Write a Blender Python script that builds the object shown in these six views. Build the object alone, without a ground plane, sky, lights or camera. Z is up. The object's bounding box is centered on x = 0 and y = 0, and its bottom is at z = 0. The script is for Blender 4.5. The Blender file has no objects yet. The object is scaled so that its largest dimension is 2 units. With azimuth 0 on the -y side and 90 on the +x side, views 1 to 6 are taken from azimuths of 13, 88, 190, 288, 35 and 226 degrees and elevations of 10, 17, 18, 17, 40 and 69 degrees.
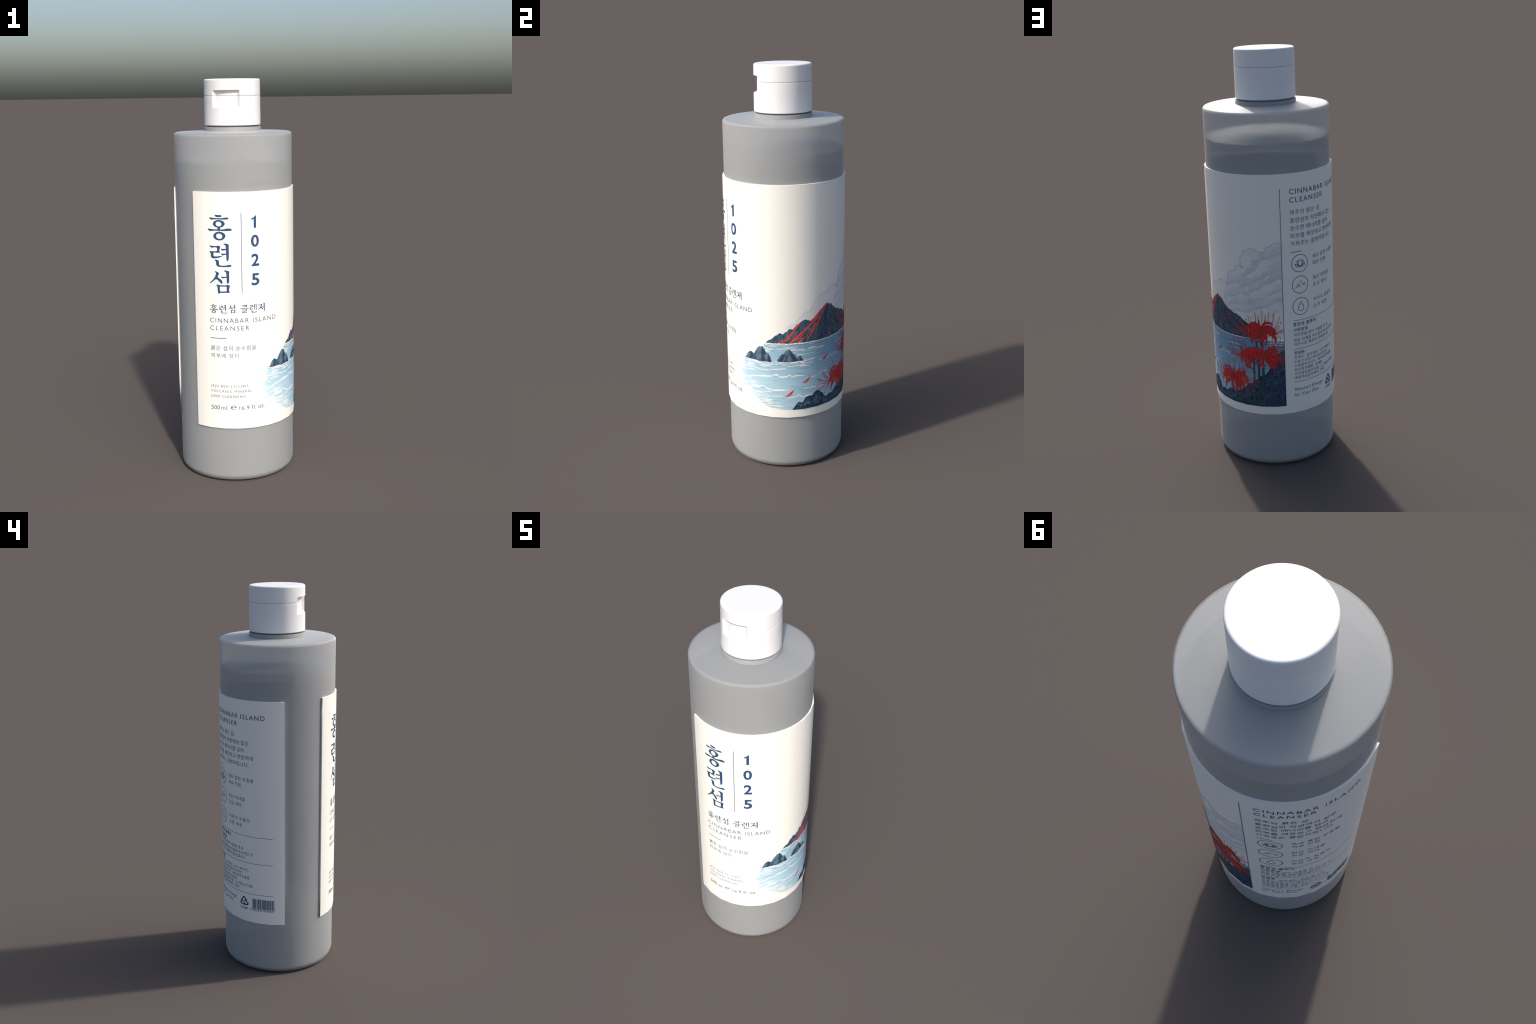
"""Frosted cleanser bottle with a white flip cap and a wrapped, illustrated paper label."""
import bpy, bmesh, math, random
from math import sin, cos, pi, radians, degrees, hypot, atan2
from mathutils import Vector
from mathutils.geometry import tessellate_polygon

# ------------------------------------------------------------------ sizes
WALL = 0.0045
BODY_R = 0.2945          # bottle wall, outside
LABEL_R = 0.3022         # label corners stand this far from the axis
LABEL_A0, LABEL_A1 = -26.7, 292.7   # azimuths of the label's two ends (0 = front, 90 = right)
LABEL_T = 0.0085         # thickness of the label slab
LABEL_N = 22             # the label is folded into this many flat strips
LABEL_Z0, LABEL_Z1 = 0.2875, 1.4695
STEP = (LABEL_A1 - LABEL_A0) / LABEL_N
M_PER_DEG = LABEL_R * 0.9945 * pi / 180     # label metres per degree of azimuth
ART_RIGHT = 199.3        # the picture ends at the upright rule

COL = bpy.context.scene.collection
root = bpy.data.objects.new("cleanser_bottle", None)
root.empty_display_size = 0.2
COL.objects.link(root)
root["label"] = "frosted grey plastic bottle with white flip cap and illustrated paper label"
root["category"] = "bottle"


# ------------------------------------------------------------------ materials
def new_mat(name):
    m = bpy.data.materials.new(name)
    m.use_nodes = True
    nt = m.node_tree
    return m, nt, nt.nodes["Principled BSDF"]


def node(nt, kind, **inputs):
    n = nt.nodes.new(kind)
    for k, v in inputs.items():
        n.inputs[k.replace("_", " ")].default_value = v
    return n


def object_coords(nt, scale=(1, 1, 1)):
    tc = nt.nodes.new("ShaderNodeTexCoord")
    mp = nt.nodes.new("ShaderNodeMapping")
    mp.inputs["Scale"].default_value = scale
    nt.links.new(tc.outputs["Object"], mp.inputs["Vector"])
    return mp.outputs["Vector"]


def ramp(nt, fac, stops):
    r = nt.nodes.new("ShaderNodeValToRGB")
    e = r.color_ramp.elements
    while len(e) < len(stops):
        e.new(0.5)
    for el, (p, c) in zip(e, stops):
        el.position = p
        el.color = (*c, 1)
    nt.links.new(fac, r.inputs["Fac"])
    return r.outputs["Color"]


def noisy_mat(name, c0, c1, scale=30, stretch=(1, 1, 1), rough=0.55, detail=4, lo=0.35, hi=0.65, spec=0.3):
    """Two close tones mixed by noise: printed ink, paper, plastic."""
    m, nt, b = new_mat(name)
    n = node(nt, "ShaderNodeTexNoise", Scale=scale, Detail=detail, Roughness=0.6)
    nt.links.new(object_coords(nt, stretch), n.inputs["Vector"])
    nt.links.new(ramp(nt, n.outputs["Fac"], [(lo, c0), (hi, c1)]), b.inputs["Base Color"])
    b.inputs["Roughness"].default_value = rough
    b.inputs["Specular IOR Level"].default_value = spec
    return m


def sea_mat():
    """Water: pale at the left end and foot, deeper blue to the right and far off, in level streaks."""
    m, nt, b = new_mat("ink_sea")
    tc = nt.nodes.new("ShaderNodeTexCoord")
    sep = nt.nodes.new("ShaderNodeSeparateXYZ")
    nt.links.new(tc.outputs["Object"], sep.inputs[0])
    neg = node(nt, "ShaderNodeMath"); neg.operation = "MULTIPLY"; neg.inputs[1].default_value = -1
    nt.links.new(sep.outputs["Y"], neg.inputs[0])
    az = nt.nodes.new("ShaderNodeMath"); az.operation = "ARCTAN2"
    nt.links.new(sep.outputs["X"], az.inputs[0]); nt.links.new(neg.outputs[0], az.inputs[1])
    # azimuth of the picture: 0.6 rad (left) to 3.1 rad (right; wraps to -pi past the back)
    wrap = nt.nodes.new("ShaderNodeMath"); wrap.operation = "FLOORED_MODULO"; wrap.inputs[1].default_value = 2 * pi
    nt.links.new(az.outputs[0], wrap.inputs[0])
    f1 = nt.nodes.new("ShaderNodeMapRange")
    f1.inputs["From Min"].default_value = 0.9; f1.inputs["From Max"].default_value = 2.9
    nt.links.new(wrap.outputs[0], f1.inputs["Value"])
    f2 = nt.nodes.new("ShaderNodeMapRange")
    f2.inputs["From Min"].default_value = 0.45; f2.inputs["From Max"].default_value = 0.69
    nt.links.new(sep.outputs["Z"], f2.inputs["Value"])
    st = node(nt, "ShaderNodeTexNoise", Scale=5.0, Detail=5.0, Roughness=0.65)
    nt.links.new(object_coords(nt, (1.2, 1.2, 30)), st.inputs["Vector"])
    s1 = nt.nodes.new("ShaderNodeMath"); s1.operation = "MULTIPLY_ADD"
    nt.links.new(f1.outputs[0], s1.inputs[0]); s1.inputs[1].default_value = 0.42
    s2 = nt.nodes.new("ShaderNodeMath"); s2.operation = "MULTIPLY_ADD"
    nt.links.new(f2.outputs[0], s2.inputs[0]); s2.inputs[1].default_value = 0.34
    s3 = nt.nodes.new("ShaderNodeMath"); s3.operation = "MULTIPLY_ADD"
    nt.links.new(st.outputs["Fac"], s3.inputs[0]); s3.inputs[1].default_value = 0.55; s3.inputs[2].default_value = -0.2
    nt.links.new(s3.outputs[0], s2.inputs[2]); nt.links.new(s2.outputs[0], s1.inputs[2])
    col = ramp(nt, s1.outputs[0], [(0.0, SEA_PALE), (0.35, SEA_MID), (0.8, SEA_DEEP)])
    nt.links.new(col, b.inputs["Base Color"])
    b.inputs["Roughness"].default_value = 0.55
    b.inputs["Specular IOR Level"].default_value = 0.3
    return m


SEA_PALE, SEA_MID, SEA_DEEP = (0.50, 0.70, 0.79), (0.335, 0.53, 0.655), (0.13, 0.28, 0.42)
PAPER = (0.90, 0.885, 0.825)
M_paper = noisy_mat("paper", tuple(c * 0.985 for c in PAPER), PAPER, 60, rough=0.5)
M_white = noisy_mat("ink_white", (0.84, 0.85, 0.85), (0.90, 0.89, 0.86), 60, rough=0.5)
M_navy = noisy_mat("ink_navy", (0.021, 0.064, 0.150), (0.026, 0.074, 0.168), 40)
M_greyblue = noisy_mat("ink_grey_blue", (0.020, 0.056, 0.130), (0.025, 0.064, 0.145), 40)
M_rule = noisy_mat("ink_rule", (0.035, 0.080, 0.150), (0.042, 0.092, 0.165), 40)
M_sea = sea_mat()
M_sea_pale = noisy_mat("ink_sea_pale", (0.50, 0.72, 0.81), (0.42, 0.65, 0.76), 25, (1, 1, 8))
M_sea_dark = noisy_mat("ink_sea_dark", (0.17, 0.36, 0.50), (0.26, 0.46, 0.60), 20, (1, 1, 8))
M_slate = noisy_mat("ink_slate", (0.040, 0.085, 0.135), (0.085, 0.150, 0.215), 45, (1, 1, 0.6), detail=6)
M_slate_light = noisy_mat("ink_slate_light", (0.085, 0.145, 0.205), (0.125, 0.20, 0.275), 50, detail=6)
M_slate_dark = noisy_mat("ink_slate_dark", (0.018, 0.040, 0.068), (0.036, 0.070, 0.110), 50, detail=6)
M_mountain = noisy_mat("ink_mountain", (0.030, 0.066, 0.108), (0.060, 0.112, 0.165), 40, (1, 1, 0.5), detail=6)
M_shore = noisy_mat("ink_shore", (0.011, 0.030, 0.062), (0.030, 0.065, 0.115), 28, (1, 1, 0.8), detail=6)
M_shore_light = noisy_mat("ink_shore_light", (0.030, 0.068, 0.120), (0.060, 0.115, 0.185), 40, detail=6)
M_red = noisy_mat("ink_red", (0.64, 0.026, 0.026), (0.80, 0.050, 0.040), 60)
M_red_dark = noisy_mat("ink_red_dark", (0.22, 0.006, 0.010), (0.34, 0.012, 0.016), 60)
M_lava = noisy_mat("ink_lava", (0.74, 0.045, 0.030), (0.84, 0.085, 0.055), 60)
M_stem = noisy_mat("ink_stem", (0.014, 0.050, 0.048), (0.030, 0.085, 0.075), 40, (1, 1, 0.2))
M_stem_light = noisy_mat("ink_stem_light", (0.035, 0.095, 0.085), (0.05, 0.12, 0.105), 40, (1, 1, 0.2))
M_cloud = noisy_mat("ink_cloud", (0.77, 0.76, 0.74), (0.86, 0.845, 0.805), 9, detail=5)
M_cloud_mid = noisy_mat("ink_cloud_mid", (0.70, 0.69, 0.685), (0.77, 0.76, 0.745), 12, detail=5)
M_cloud_dark = noisy_mat("ink_cloud_dark", (0.62, 0.62, 0.63), (0.70, 0.695, 0.69), 14, detail=5)
M_cloud_line = noisy_mat("ink_cloud_line", (0.36, 0.37, 0.40), (0.48, 0.48, 0.50), 30)


def plastic_mat():
    m, nt, b = new_mat("white_plastic")
    b.inputs["Base Color"].default_value = (0.80, 0.80, 0.81, 1)
    b.inputs["Roughness"].default_value = 0.42
    n = node(nt, "ShaderNodeTexNoise", Scale=220.0, Detail=2.0)
    nt.links.new(object_coords(nt), n.inputs["Vector"])
    bp = node(nt, "ShaderNodeBump", Strength=0.015, Distance=0.002)
    nt.links.new(n.outputs["Fac"], bp.inputs["Height"])
    nt.links.new(bp.outputs[0], b.inputs["Normal"])
    return m


def cloudy_mat(name, body, through, amount, ior, rough, sheen=0.155):
    """Milky plastic or gel: part matt body colour, part rough see-through."""
    m, nt, b = new_mat(name)
    n = node(nt, "ShaderNodeTexNoise", Scale=14.0, Detail=3.0)
    nt.links.new(object_coords(nt), n.inputs["Vector"])
    nt.links.new(ramp(nt, n.outputs["Fac"], [(0.3, tuple(c * 0.985 for c in body)), (0.7, body)]), b.inputs["Base Color"])
    b.inputs["Roughness"].default_value = 0.5
    b.inputs["Specular IOR Level"].default_value = 0.0
    r = nt.nodes.new("ShaderNodeBsdfRefraction")
    r.inputs["Color"].default_value = (*through, 1)
    r.inputs["Roughness"].default_value = rough
    r.inputs["IOR"].default_value = ior
    mix = nt.nodes.new("ShaderNodeMixShader")
    mix.inputs[0].default_value = amount
    nt.links.new(b.outputs[0], mix.inputs[1])
    nt.links.new(r.outputs[0], mix.inputs[2])
    # a soft sheen that grows towards grazing angles
    g = nt.nodes.new("ShaderNodeBsdfGlossy")
    g.inputs["Color"].default_value = (1, 1, 1, 1)
    g.inputs["Roughness"].default_value = 0.5
    fr = nt.nodes.new("ShaderNodeFresnel")
    fr.inputs["IOR"].default_value = 1.0 + sheen
    top = nt.nodes.new("ShaderNodeMixShader")
    geo = nt.nodes.new("ShaderNodeNewGeometry")
    front = nt.nodes.new("ShaderNodeMath"); front.operation = "SUBTRACT"
    front.inputs[0].default_value = 1.0
    nt.links.new(geo.outputs["Backfacing"], front.inputs[1])
    fac = nt.nodes.new("ShaderNodeMath"); fac.operation = "MULTIPLY"
    nt.links.new(fr.outputs[0], fac.inputs[0]); nt.links.new(front.outputs[0], fac.inputs[1])
    nt.links.new(fac.outputs[0], top.inputs[0])
    nt.links.new(mix.outputs[0], top.inputs[1])
    nt.links.new(g.outputs[0], top.inputs[2])
    nt.links.new(top.outputs[0], nt.nodes["Material Output"].inputs["Surface"])
    return m


FROST, FROST_THROUGH, FROST_T, FROST_IOR, FROST_ROUGH = (0.905, 0.928, 0.934), (0.918, 0.931, 0.938), 0.775, 1.10, 0.30
LIQ, LIQ_THROUGH, LIQ_T, LIQ_IOR, LIQ_ROUGH = (0.32, 0.33, 0.34), (0.80, 0.81, 0.82), 0.62, 1.15, 0.12  # liquid body darkened so the air space above looks brighter with transmitted sun
M_neck = noisy_mat("neck_plastic", (0.30, 0.31, 0.315), (0.315, 0.325, 0.33), 14, rough=0.5)
M_cap, M_frost, M_liquid = plastic_mat(), cloudy_mat("frosted_plastic", FROST, FROST_THROUGH, FROST_T, FROST_IOR, FROST_ROUGH), \
    cloudy_mat("clear_liquid", LIQ, LIQ_THROUGH, LIQ_T, LIQ_IOR, LIQ_ROUGH, 0.09)


# ------------------------------------------------------------------ solid parts
def mesh_object(name, verts, faces, mat, parent, smooth=True, angle=None):
    me = bpy.data.meshes.new(name)
    me.from_pydata(verts, [], faces)
    me.validate()
    me.materials.append(mat)
    if smooth:
        me.shade_smooth()
        if angle is not None:
            me.set_sharp_from_angle(angle=radians(angle))
    ob = bpy.data.objects.new(name, me)
    COL.objects.link(ob)
    ob.parent = parent
    return ob


def fillet(p, r, steps=5):
    """Round the corners of an (r, z) profile; r gives the radius at each inner point."""
    out = [p[0]]
    for i in range(1, len(p) - 1):
        a, b, c = Vector(p[i - 1]), Vector(p[i]), Vector(p[i + 1])
        d = r.get(i, 0)
        if d <= 0:
            out.append(tuple(b)); continue
        u, w = (a - b).normalized(), (c - b).normalized()
        s, e = b + u * d, b + w * d
        for k in range(steps + 1):
            t = k / steps
            q = s * (1 - t) ** 2 + b * 2 * t * (1 - t) + e * t * t
            out.append((q.x, q.y))
    out.append(p[-1])
    return out


def lathe(name, prof, seg, mat, parent, angle=40):
    verts, faces, rings = [], [], []
    for r, z in prof:
        if r < 1e-6:
            rings.append([len(verts)]); verts.append((0, 0, z))
        else:
            rings.append(list(range(len(verts), len(verts) + seg)))
            verts += [(r * sin(2 * pi * k / seg), -r * cos(2 * pi * k / seg), z) for k in range(seg)]
    for a, b in zip(rings, rings[1:]):
        for k in range(seg):
            k2 = (k + 1) % seg
            if len(a) == 1 and len(b) == 1: continue
            if len(a) == 1: faces.append((a[0], b[k2], b[k]))
            elif len(b) == 1: faces.append((a[k], a[k2], b[0]))
            else: faces.append((a[k], a[k2], b[k2], b[k]))
    return mesh_object(name, verts, faces, mat, parent, True, angle)


# bottle shell: outside from the foot up to the neck, then the inside back down
outer = fillet([(0, 0.006), (0.215, 0.005), (0.236, 0.0), (0.268, 0.0032), (0.2855, 0.0075), (BODY_R, 0.030), (BODY_R, 1.7412), (0.139, 1.7488), (0, 1.7488)],
               {2: 0.006, 4: 0.009, 5: 0.008, 6: 0.014}, 6)
inner = fillet([(0, 1.7440), (0.139, 1.7440), (BODY_R - WALL, 1.7365), (BODY_R - WALL, 0.012), (0, 0.014)],
               {2: 0.014, 3: 0.026}, 6)
# a few rings on the long walls keep the shading even
def walls(p):
    out = [p[0]]
    for a, b in zip(p, p[1:]):
        n = max(1, int(abs(b[1] - a[1]) / 0.12))
        out += [(a[0] + (b[0] - a[0]) * k / n, a[1] + (b[1] - a[1]) * k / n) for k in range(1, n + 1)]
    return out
bottle_body = lathe("bottle_body", walls(outer), 64, M_frost, root)
# the inside face is part of the same shell
cavity = lathe("bottle_body_inside", walls(inner), 64, M_frost, root)
bm = bmesh.new()
bm.from_mesh(bottle_body.data); bm.from_mesh(cavity.data)
bm.to_mesh(bottle_body.data); bm.free()
bottle_body.data.shade_smooth(); bottle_body.data.set_sharp_from_angle(angle=radians(40))
bpy.data.meshes.remove(cavity.data)
neck = lathe("bottle_neck", fillet([(0.0, 1.7470), (0.1418, 1.7470), (0.1418, 1.7672), (0.124, 1.7672), (0.124, 1.83), (0, 1.83)],
                                   {2: 0.002}, 3), 64, M_neck, root)
LIQ_R = BODY_R - WALL - 0.0015
liquid = lathe("liquid", walls(fillet([(0, 0.016), (LIQ_R, 0.016), (LIQ_R, 1.601), (0, 1.599)],
                                      {1: 0.024, 2: 0.003}, 5)), 64, M_liquid, root, 60)


# flip cap: the thumb notch is pressed into a turned shell
def smooth01(x):
    x = min(1, max(0, x))
    return x * x * (3 - 2 * x)


NOTCH_HALF_W = 29.4 * radians(1) * 0.1398      # half width along the wall, metres
NOTCH_Z = (1.8612, 1.9457)
NOTCH_DEPTH = 0.0178
NOTCH_CORNER = 0.0095


def notch(a, z):
    """0 outside the notch, 1 on its back wall: a rounded rectangle with sloping sides."""
    qx = abs(a) * radians(1) * 0.1398 - (NOTCH_HALF_W - NOTCH_CORNER)
    qz = abs(z - sum(NOTCH_Z) / 2) - ((NOTCH_Z[1] - NOTCH_Z[0]) / 2 - NOTCH_CORNER)
    d = hypot(max(qx, 0), max(qz, 0)) + min(max(qx, qz), 0) - NOTCH_CORNER
    # the side walls slope more than the roof
    slope = 0.0085 if qx > qz else (0.0045 if z > sum(NOTCH_Z) / 2 else 0.0075)
    if qx > 0 and qz > 0:
        slope = 0.0060
    t = min(1, max(0, -d / slope))
    return t + 0.35 * (smooth01(t) - t)


def cap_part(name, zs, radius, bottom_r, top_r):
    """zs: rows of height; radius(z): turned radius; closed by flat discs."""
    az = []
    a = -180.0
    while a < 180 - 1e-6:
        az.append(a)
        a += 0.45 if -33 <= a < 33 else 3.0
    verts, faces = [], []
    n = len(az)
    for z in zs:
        for a in az:
            r = radius(z) - NOTCH_DEPTH * notch(a, z)
            verts.append((r * sin(radians(a)), -r * cos(radians(a)), z))
    for j in range(len(zs) - 1):
        for k in range(n):
            k2 = (k + 1) % n
            faces.append((j * n + k, j * n + k2, (j + 1) * n + k2, (j + 1) * n + k))
    # close the ends: a ring further in, then the middle
    for row, r_in, flip in ((0, bottom_r, True), (len(zs) - 1, top_r, False)):
        base = len(verts)
        z = zs[row]
        verts.extend((r_in * sin(radians(a)), -r_in * cos(radians(a)), z) for a in az)
        verts.append((0, 0, z))
        for k in range(n):
            k2 = (k + 1) % n
            q = (row * n + k, row * n + k2, base + k2, base + k)
            t = (base + k, base + k2, base + n)
            faces.append(q[::-1] if flip else q)
            faces.append(t[::-1] if flip else t)
    ob = mesh_object(name, verts, faces, M_cap, cap, True, 50)
    return ob


def rows(z0, z1, edge0, edge1):
    """Heights from z0 to z1, close together at the rounded rims and through the notch walls."""
    zs = {round(z0 + edge0 * t, 6) for t in (0, 0.1, 0.25, 0.5, 0.75, 1)}
    zs |= {round(z1 - edge1 * t, 6) for t in (0, 0.03, 0.1, 0.2, 0.35, 0.5, 0.75, 1)}
    zs |= {round(z0 + (z1 - z0) * k / 10, 6) for k in range(11)}
    for lo, hi in ((NOTCH_Z[0] - 0.001, NOTCH_Z[0] + 0.010), (NOTCH_Z[1] - 0.010, NOTCH_Z[1] + 0.001)):
        zs |= {round(lo + (hi - lo) * k / 14, 6) for k in range(15)}
    zs = sorted(z for z in zs if z0 <= z <= z1)
    out = [zs[0]]
    for z in zs[1:]:
        if z - out[-1] > 0.0002: out.append(z)
    return out


def rim(z, z0, z1, e0, e1, big):
    """Turned radius with rounded lower and upper rims."""
    r = big
    if z < z0 + e0:
        t = (z0 + e0 - z) / e0; r -= e0 * (1 - math.sqrt(max(0, 1 - t * t)))
    if z > z1 - e1:
        t = (z - z1 + e1) / e1; r -= e1 * (1 - math.sqrt(max(0, 1 - t * t)))
    return r


SEAM = 1.9193
cap = bpy.data.objects.new("flip_cap", None)
cap.empty_display_size = 0.1
COL.objects.link(cap); cap.parent = root
cap_base = cap_part("cap_base", rows(1.7752, SEAM - 0.0006, 0.002, 0.0010),
                    lambda z: rim(z, 1.7752, SEAM - 0.0006, 0.002, 0.0010, 0.1402 - (z - 1.7752) * 0.002), 0.110, 0.112)
cap_lid = cap_part("cap_lid", rows(SEAM + 0.0006, 2.0, 0.0010, 0.0085),
                   lambda z: rim(z, SEAM + 0.0006, 2.0, 0.0010, 0.0085, 0.1399 - (z - SEAM) * 0.006), 0.112, 0.118)


# ------------------------------------------------------------------ label
def ring_dir(i):
    a = radians(LABEL_A0 + STEP * i)
    return Vector((sin(a), -cos(a), 0))


RING = [ring_dir(i) for i in range(LABEL_N + 1)]


def on_label(a, z, off=0.0):
    """Point and shading normal on the folded label at azimuth a (degrees) and height z."""
    t = min(max((a - LABEL_A0) / STEP, 0), LABEL_N - 1e-9)
    i = int(t)
    d = RING[i].lerp(RING[i + 1], t - i)
    n = d.normalized()
    p = d * LABEL_R + n * off
    return Vector((p.x, p.y, z)), n


def set_normals(ob, normals):
    ob.data.normals_split_custom_set_from_vertices([tuple(n) for n in normals])


def build_label():
    verts, norms, faces = [], [], []
    zr = [LABEL_Z0 + (LABEL_Z1 - LABEL_Z0) * k / 6 for k in range(7)]
    for side in (0.0, -LABEL_T):
        for z in zr:
            for i in range(LABEL_N + 1):
                p, n = on_label(LABEL_A0 + STEP * i, z, side)
                verts.append(tuple(p)); norms.append(n if side == 0 else -n)
    w, h = LABEL_N + 1, len(zr)
    half = w * h
    for j in range(h - 1):
        for i in range(LABEL_N):
            q = (j * w + i, j * w + i + 1, (j + 1) * w + i + 1, (j + 1) * w + i)
            faces.append(q); faces.append(tuple(half + k for k in q[::-1]))
    rimloop = [i for i in range(w)] + [j * w + w - 1 for j in range(1, h)] + \
              [(h - 1) * w + i for i in range(w - 2, -1, -1)] + [j * w for j in range(h - 2, 0, -1)]
    base = len(verts)
    m = len(rimloop)
    for k in rimloop: verts.append(verts[k])
    for k in rimloop: verts.append(verts[half + k])
    mid = Vector((0, 0, (LABEL_Z0 + LABEL_Z1) / 2))
    for k in range(m):
        k2 = (k + 1) % m
        faces.append((base + k2, base + k, base + m + k, base + m + k2))
    ob = mesh_object("label", verts, faces, M_paper, root)
    # rim normals stay geometric
    rimn = []
    for rep in range(2):
        for k in rimloop:
            i, j = k % w, k // w
            if j == 0: rimn.append(Vector((0, 0, -1)))
            elif j == h - 1: rimn.append(Vector((0, 0, 1)))
            else:
                d = RING[i]; t = Vector((-d.y, d.x, 0))
                rimn.append(t if i else -t)
    set_normals(ob, norms + rimn)
    return ob


label = build_label()


# ------------------------------------------------------------------ printing on the label
# All print is laid out flat in (azimuth in degrees, height in metres), cut along the
# label's folds and laid a fraction of a millimetre to a few millimetres above the paper.
def area2(p):
    return sum(p[i][0] * p[(i + 1) % len(p)][1] - p[(i + 1) % len(p)][0] * p[i][1] for i in range(len(p)))


def triangles(outline, holes=()):
    loops = [[Vector((x / 1.0, y * 190.0, 0)) for x, y in l] for l in (outline, *holes)]
    flat = [p for l in (outline, *holes) for p in l]
    return flat, tessellate_polygon(loops)


class Print:
    """Collects flat shapes, then wraps them round the label as one named mesh."""

    def __init__(self, name, mat, off, parent=None, spread=0.00006):
        self.name, self.mat, self.off, self.spread = name, mat, off, spread
        self.parent = label          # every print is a direct sub-part of the label
        self.v, self.f, self.n = [], [], 0

    def poly(self, outline, holes=()):
        if len(outline) < 3: return
        pts, tris = triangles(outline, holes)
        base = len(self.v)
        off = self.off + self.spread * (self.n % 12)
        self.n += 1
        self.v += [(x, y, off) for x, y in pts]
        for a, b, c in tris:
            p, q, r = pts[a], pts[b], pts[c]
            s = (q[0] - p[0]) * (r[1] - p[1]) - (q[1] - p[1]) * (r[0] - p[0])
            if abs(s) < 1e-12: continue
            self.f.append((base + a, base + b, base + c) if s > 0 else (base + a, base + c, base + b))

    def mesh(self, verts, tris, off=None):
        base = len(self.v)
        if off is None: off = self.off + self.spread * (self.n % 12)
        self.n += 1
        self.v += [(x, y, off) for x, y in verts]
        for t in tris:
            p, q, r = (verts[k] for k in t[:3])
            s = (q[0] - p[0]) * (r[1] - p[1]) - (q[1] - p[1]) * (r[0] - p[0])
            self.f.append(tuple(base + k for k in (t if s > 0 else t[::-1])))

    def build(self, right=None, bottom=None, top=None, stuff=False):
        bm = bmesh.new()
        vs = [bm.verts.new(v) for v in self.v]
        for f in self.f:
            try: bm.faces.new([vs[k] for k in f])
            except ValueError: pass

        def cut(co, no, clear=False):
            bmesh.ops.bisect_plane(bm, geom=bm.verts[:] + bm.edges[:] + bm.faces[:], dist=1e-7,
                                   plane_co=co, plane_no=no, clear_outer=clear)
        if right is not None: cut((right, 0, 0), (1, 0, 0), True)
        if bottom is not None: cut((0, bottom, 0), (0, -1, 0), True)
        if top is not None: cut((0, top, 0), (0, 1, 0), True)
        lo = min(v.co.x for v in bm.verts); hi = max(v.co.x for v in bm.verts)
        for i in range(1, LABEL_N):
            a = LABEL_A0 + STEP * i
            if lo < a < hi: cut((a, 0, 0), (1, 0, 0))
        bmesh.ops.delete(bm, geom=[v for v in bm.verts if not v.link_faces], context="VERTS")
        normals = []
        for v in bm.verts:
            p, n = on_label(v.co.x, v.co.y, v.co.z * 0.6)
            v.co = p
            normals.append(n)
        me = bpy.data.meshes.new(self.name)
        bm.to_mesh(me); bm.free()
        me.materials.append(self.mat)
        me.shade_smooth()
        ob = bpy.data.objects.new(self.name, me)
        COL.objects.link(ob)
        ob.parent = self.parent
        set_normals(ob, normals)
        if stuff: ob["kind"] = "stuff"
        return ob


# ---- shape helpers (x in degrees, y in metres unless said otherwise)
def D(m):
    return m / M_PER_DEG


def spline(pts, n=6, closed=False):
    """Catmull-Rom through the points."""
    out, k = [], len(pts)
    for i in range(k if closed else k - 1):
        g = (lambda j: pts[j % k]) if closed else (lambda j: pts[min(max(j, 0), k - 1)])
        p0, p1, p2, p3 = g(i - 1), g(i), g(i + 1), g(i + 2)
        for s in range(n):
            t = s / n
            out.append(tuple(0.5 * (2 * b + (c - a) * t + (2 * a - 5 * b + 4 * c - d) * t * t + (3 * b - a - 3 * c + d) * t ** 3)
                             for a, b, c, d in zip(p0, p1, p2, p3)))
    if not closed: out.append(tuple(pts[-1]))
    return out


def chaikin(pts, times=2):
    for _ in range(times):
        out = []
        for i in range(len(pts)):
            (x0, y0), (x1, y1) = pts[i], pts[(i + 1) % len(pts)]
            out += [(x0 * .75 + x1 * .25, y0 * .75 + y1 * .25), (x0 * .25 + x1 * .75, y0 * .25 + y1 * .75)]
        pts = out
    return pts


def ribbon(line, width):
    """Outline of a stroke; width(t) in metres, t from 0 to 1 along the line."""
    L, R = [], []
    n = len(line)
    for i, (x, y) in enumerate(line):
        a, b = line[max(i - 1, 0)], line[min(i + 1, n - 1)]
        dx, dy = (b[0] - a[0]) * M_PER_DEG, b[1] - a[1]
        h = hypot(dx, dy) or 1e-9
        w = width(i / (n - 1)) / 2 if callable(width) else width / 2
        ox, oy = -dy / h * w, dx / h * w
        L.append((x + D(ox), y + oy)); R.append((x - D(ox), y - oy))
    return L, R


def put_ribbon(pr, line, width, off=None):
    """Ribbon as a strip of quads (safe for curls that cross themselves)."""
    L, R = ribbon(line, width)
    v = L + R
    n = len(L)
    t = []
    for i in range(n - 1):
        t += [(i, n + i, n + i + 1), (i, n + i + 1, i + 1)]
    pr.mesh(v, t, off)


def ring(pr, x, y, rx, ry, w, n=64):
    """Ring; radii and stroke in metres."""
    o = [(x + D(rx) * cos(2 * pi * k / n), y + ry * sin(2 * pi * k / n)) for k in range(n)]
    i = [(x + D(rx - w) * cos(2 * pi * k / n), y + (ry - w) * sin(2 * pi * k / n)) for k in range(n)]
    v = o + i
    t = []
    for k in range(n):
        k2 = (k + 1) % n
        t += [(k, k2, n + k2), (k, n + k2, n + k)]
    pr.mesh(v, t)


def disc(pr, x, y, r, n=10):
    pr.poly([(x + D(r) * cos(2 * pi * k / n), y + r * sin(2 * pi * k / n)) for k in range(n)])


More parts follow.
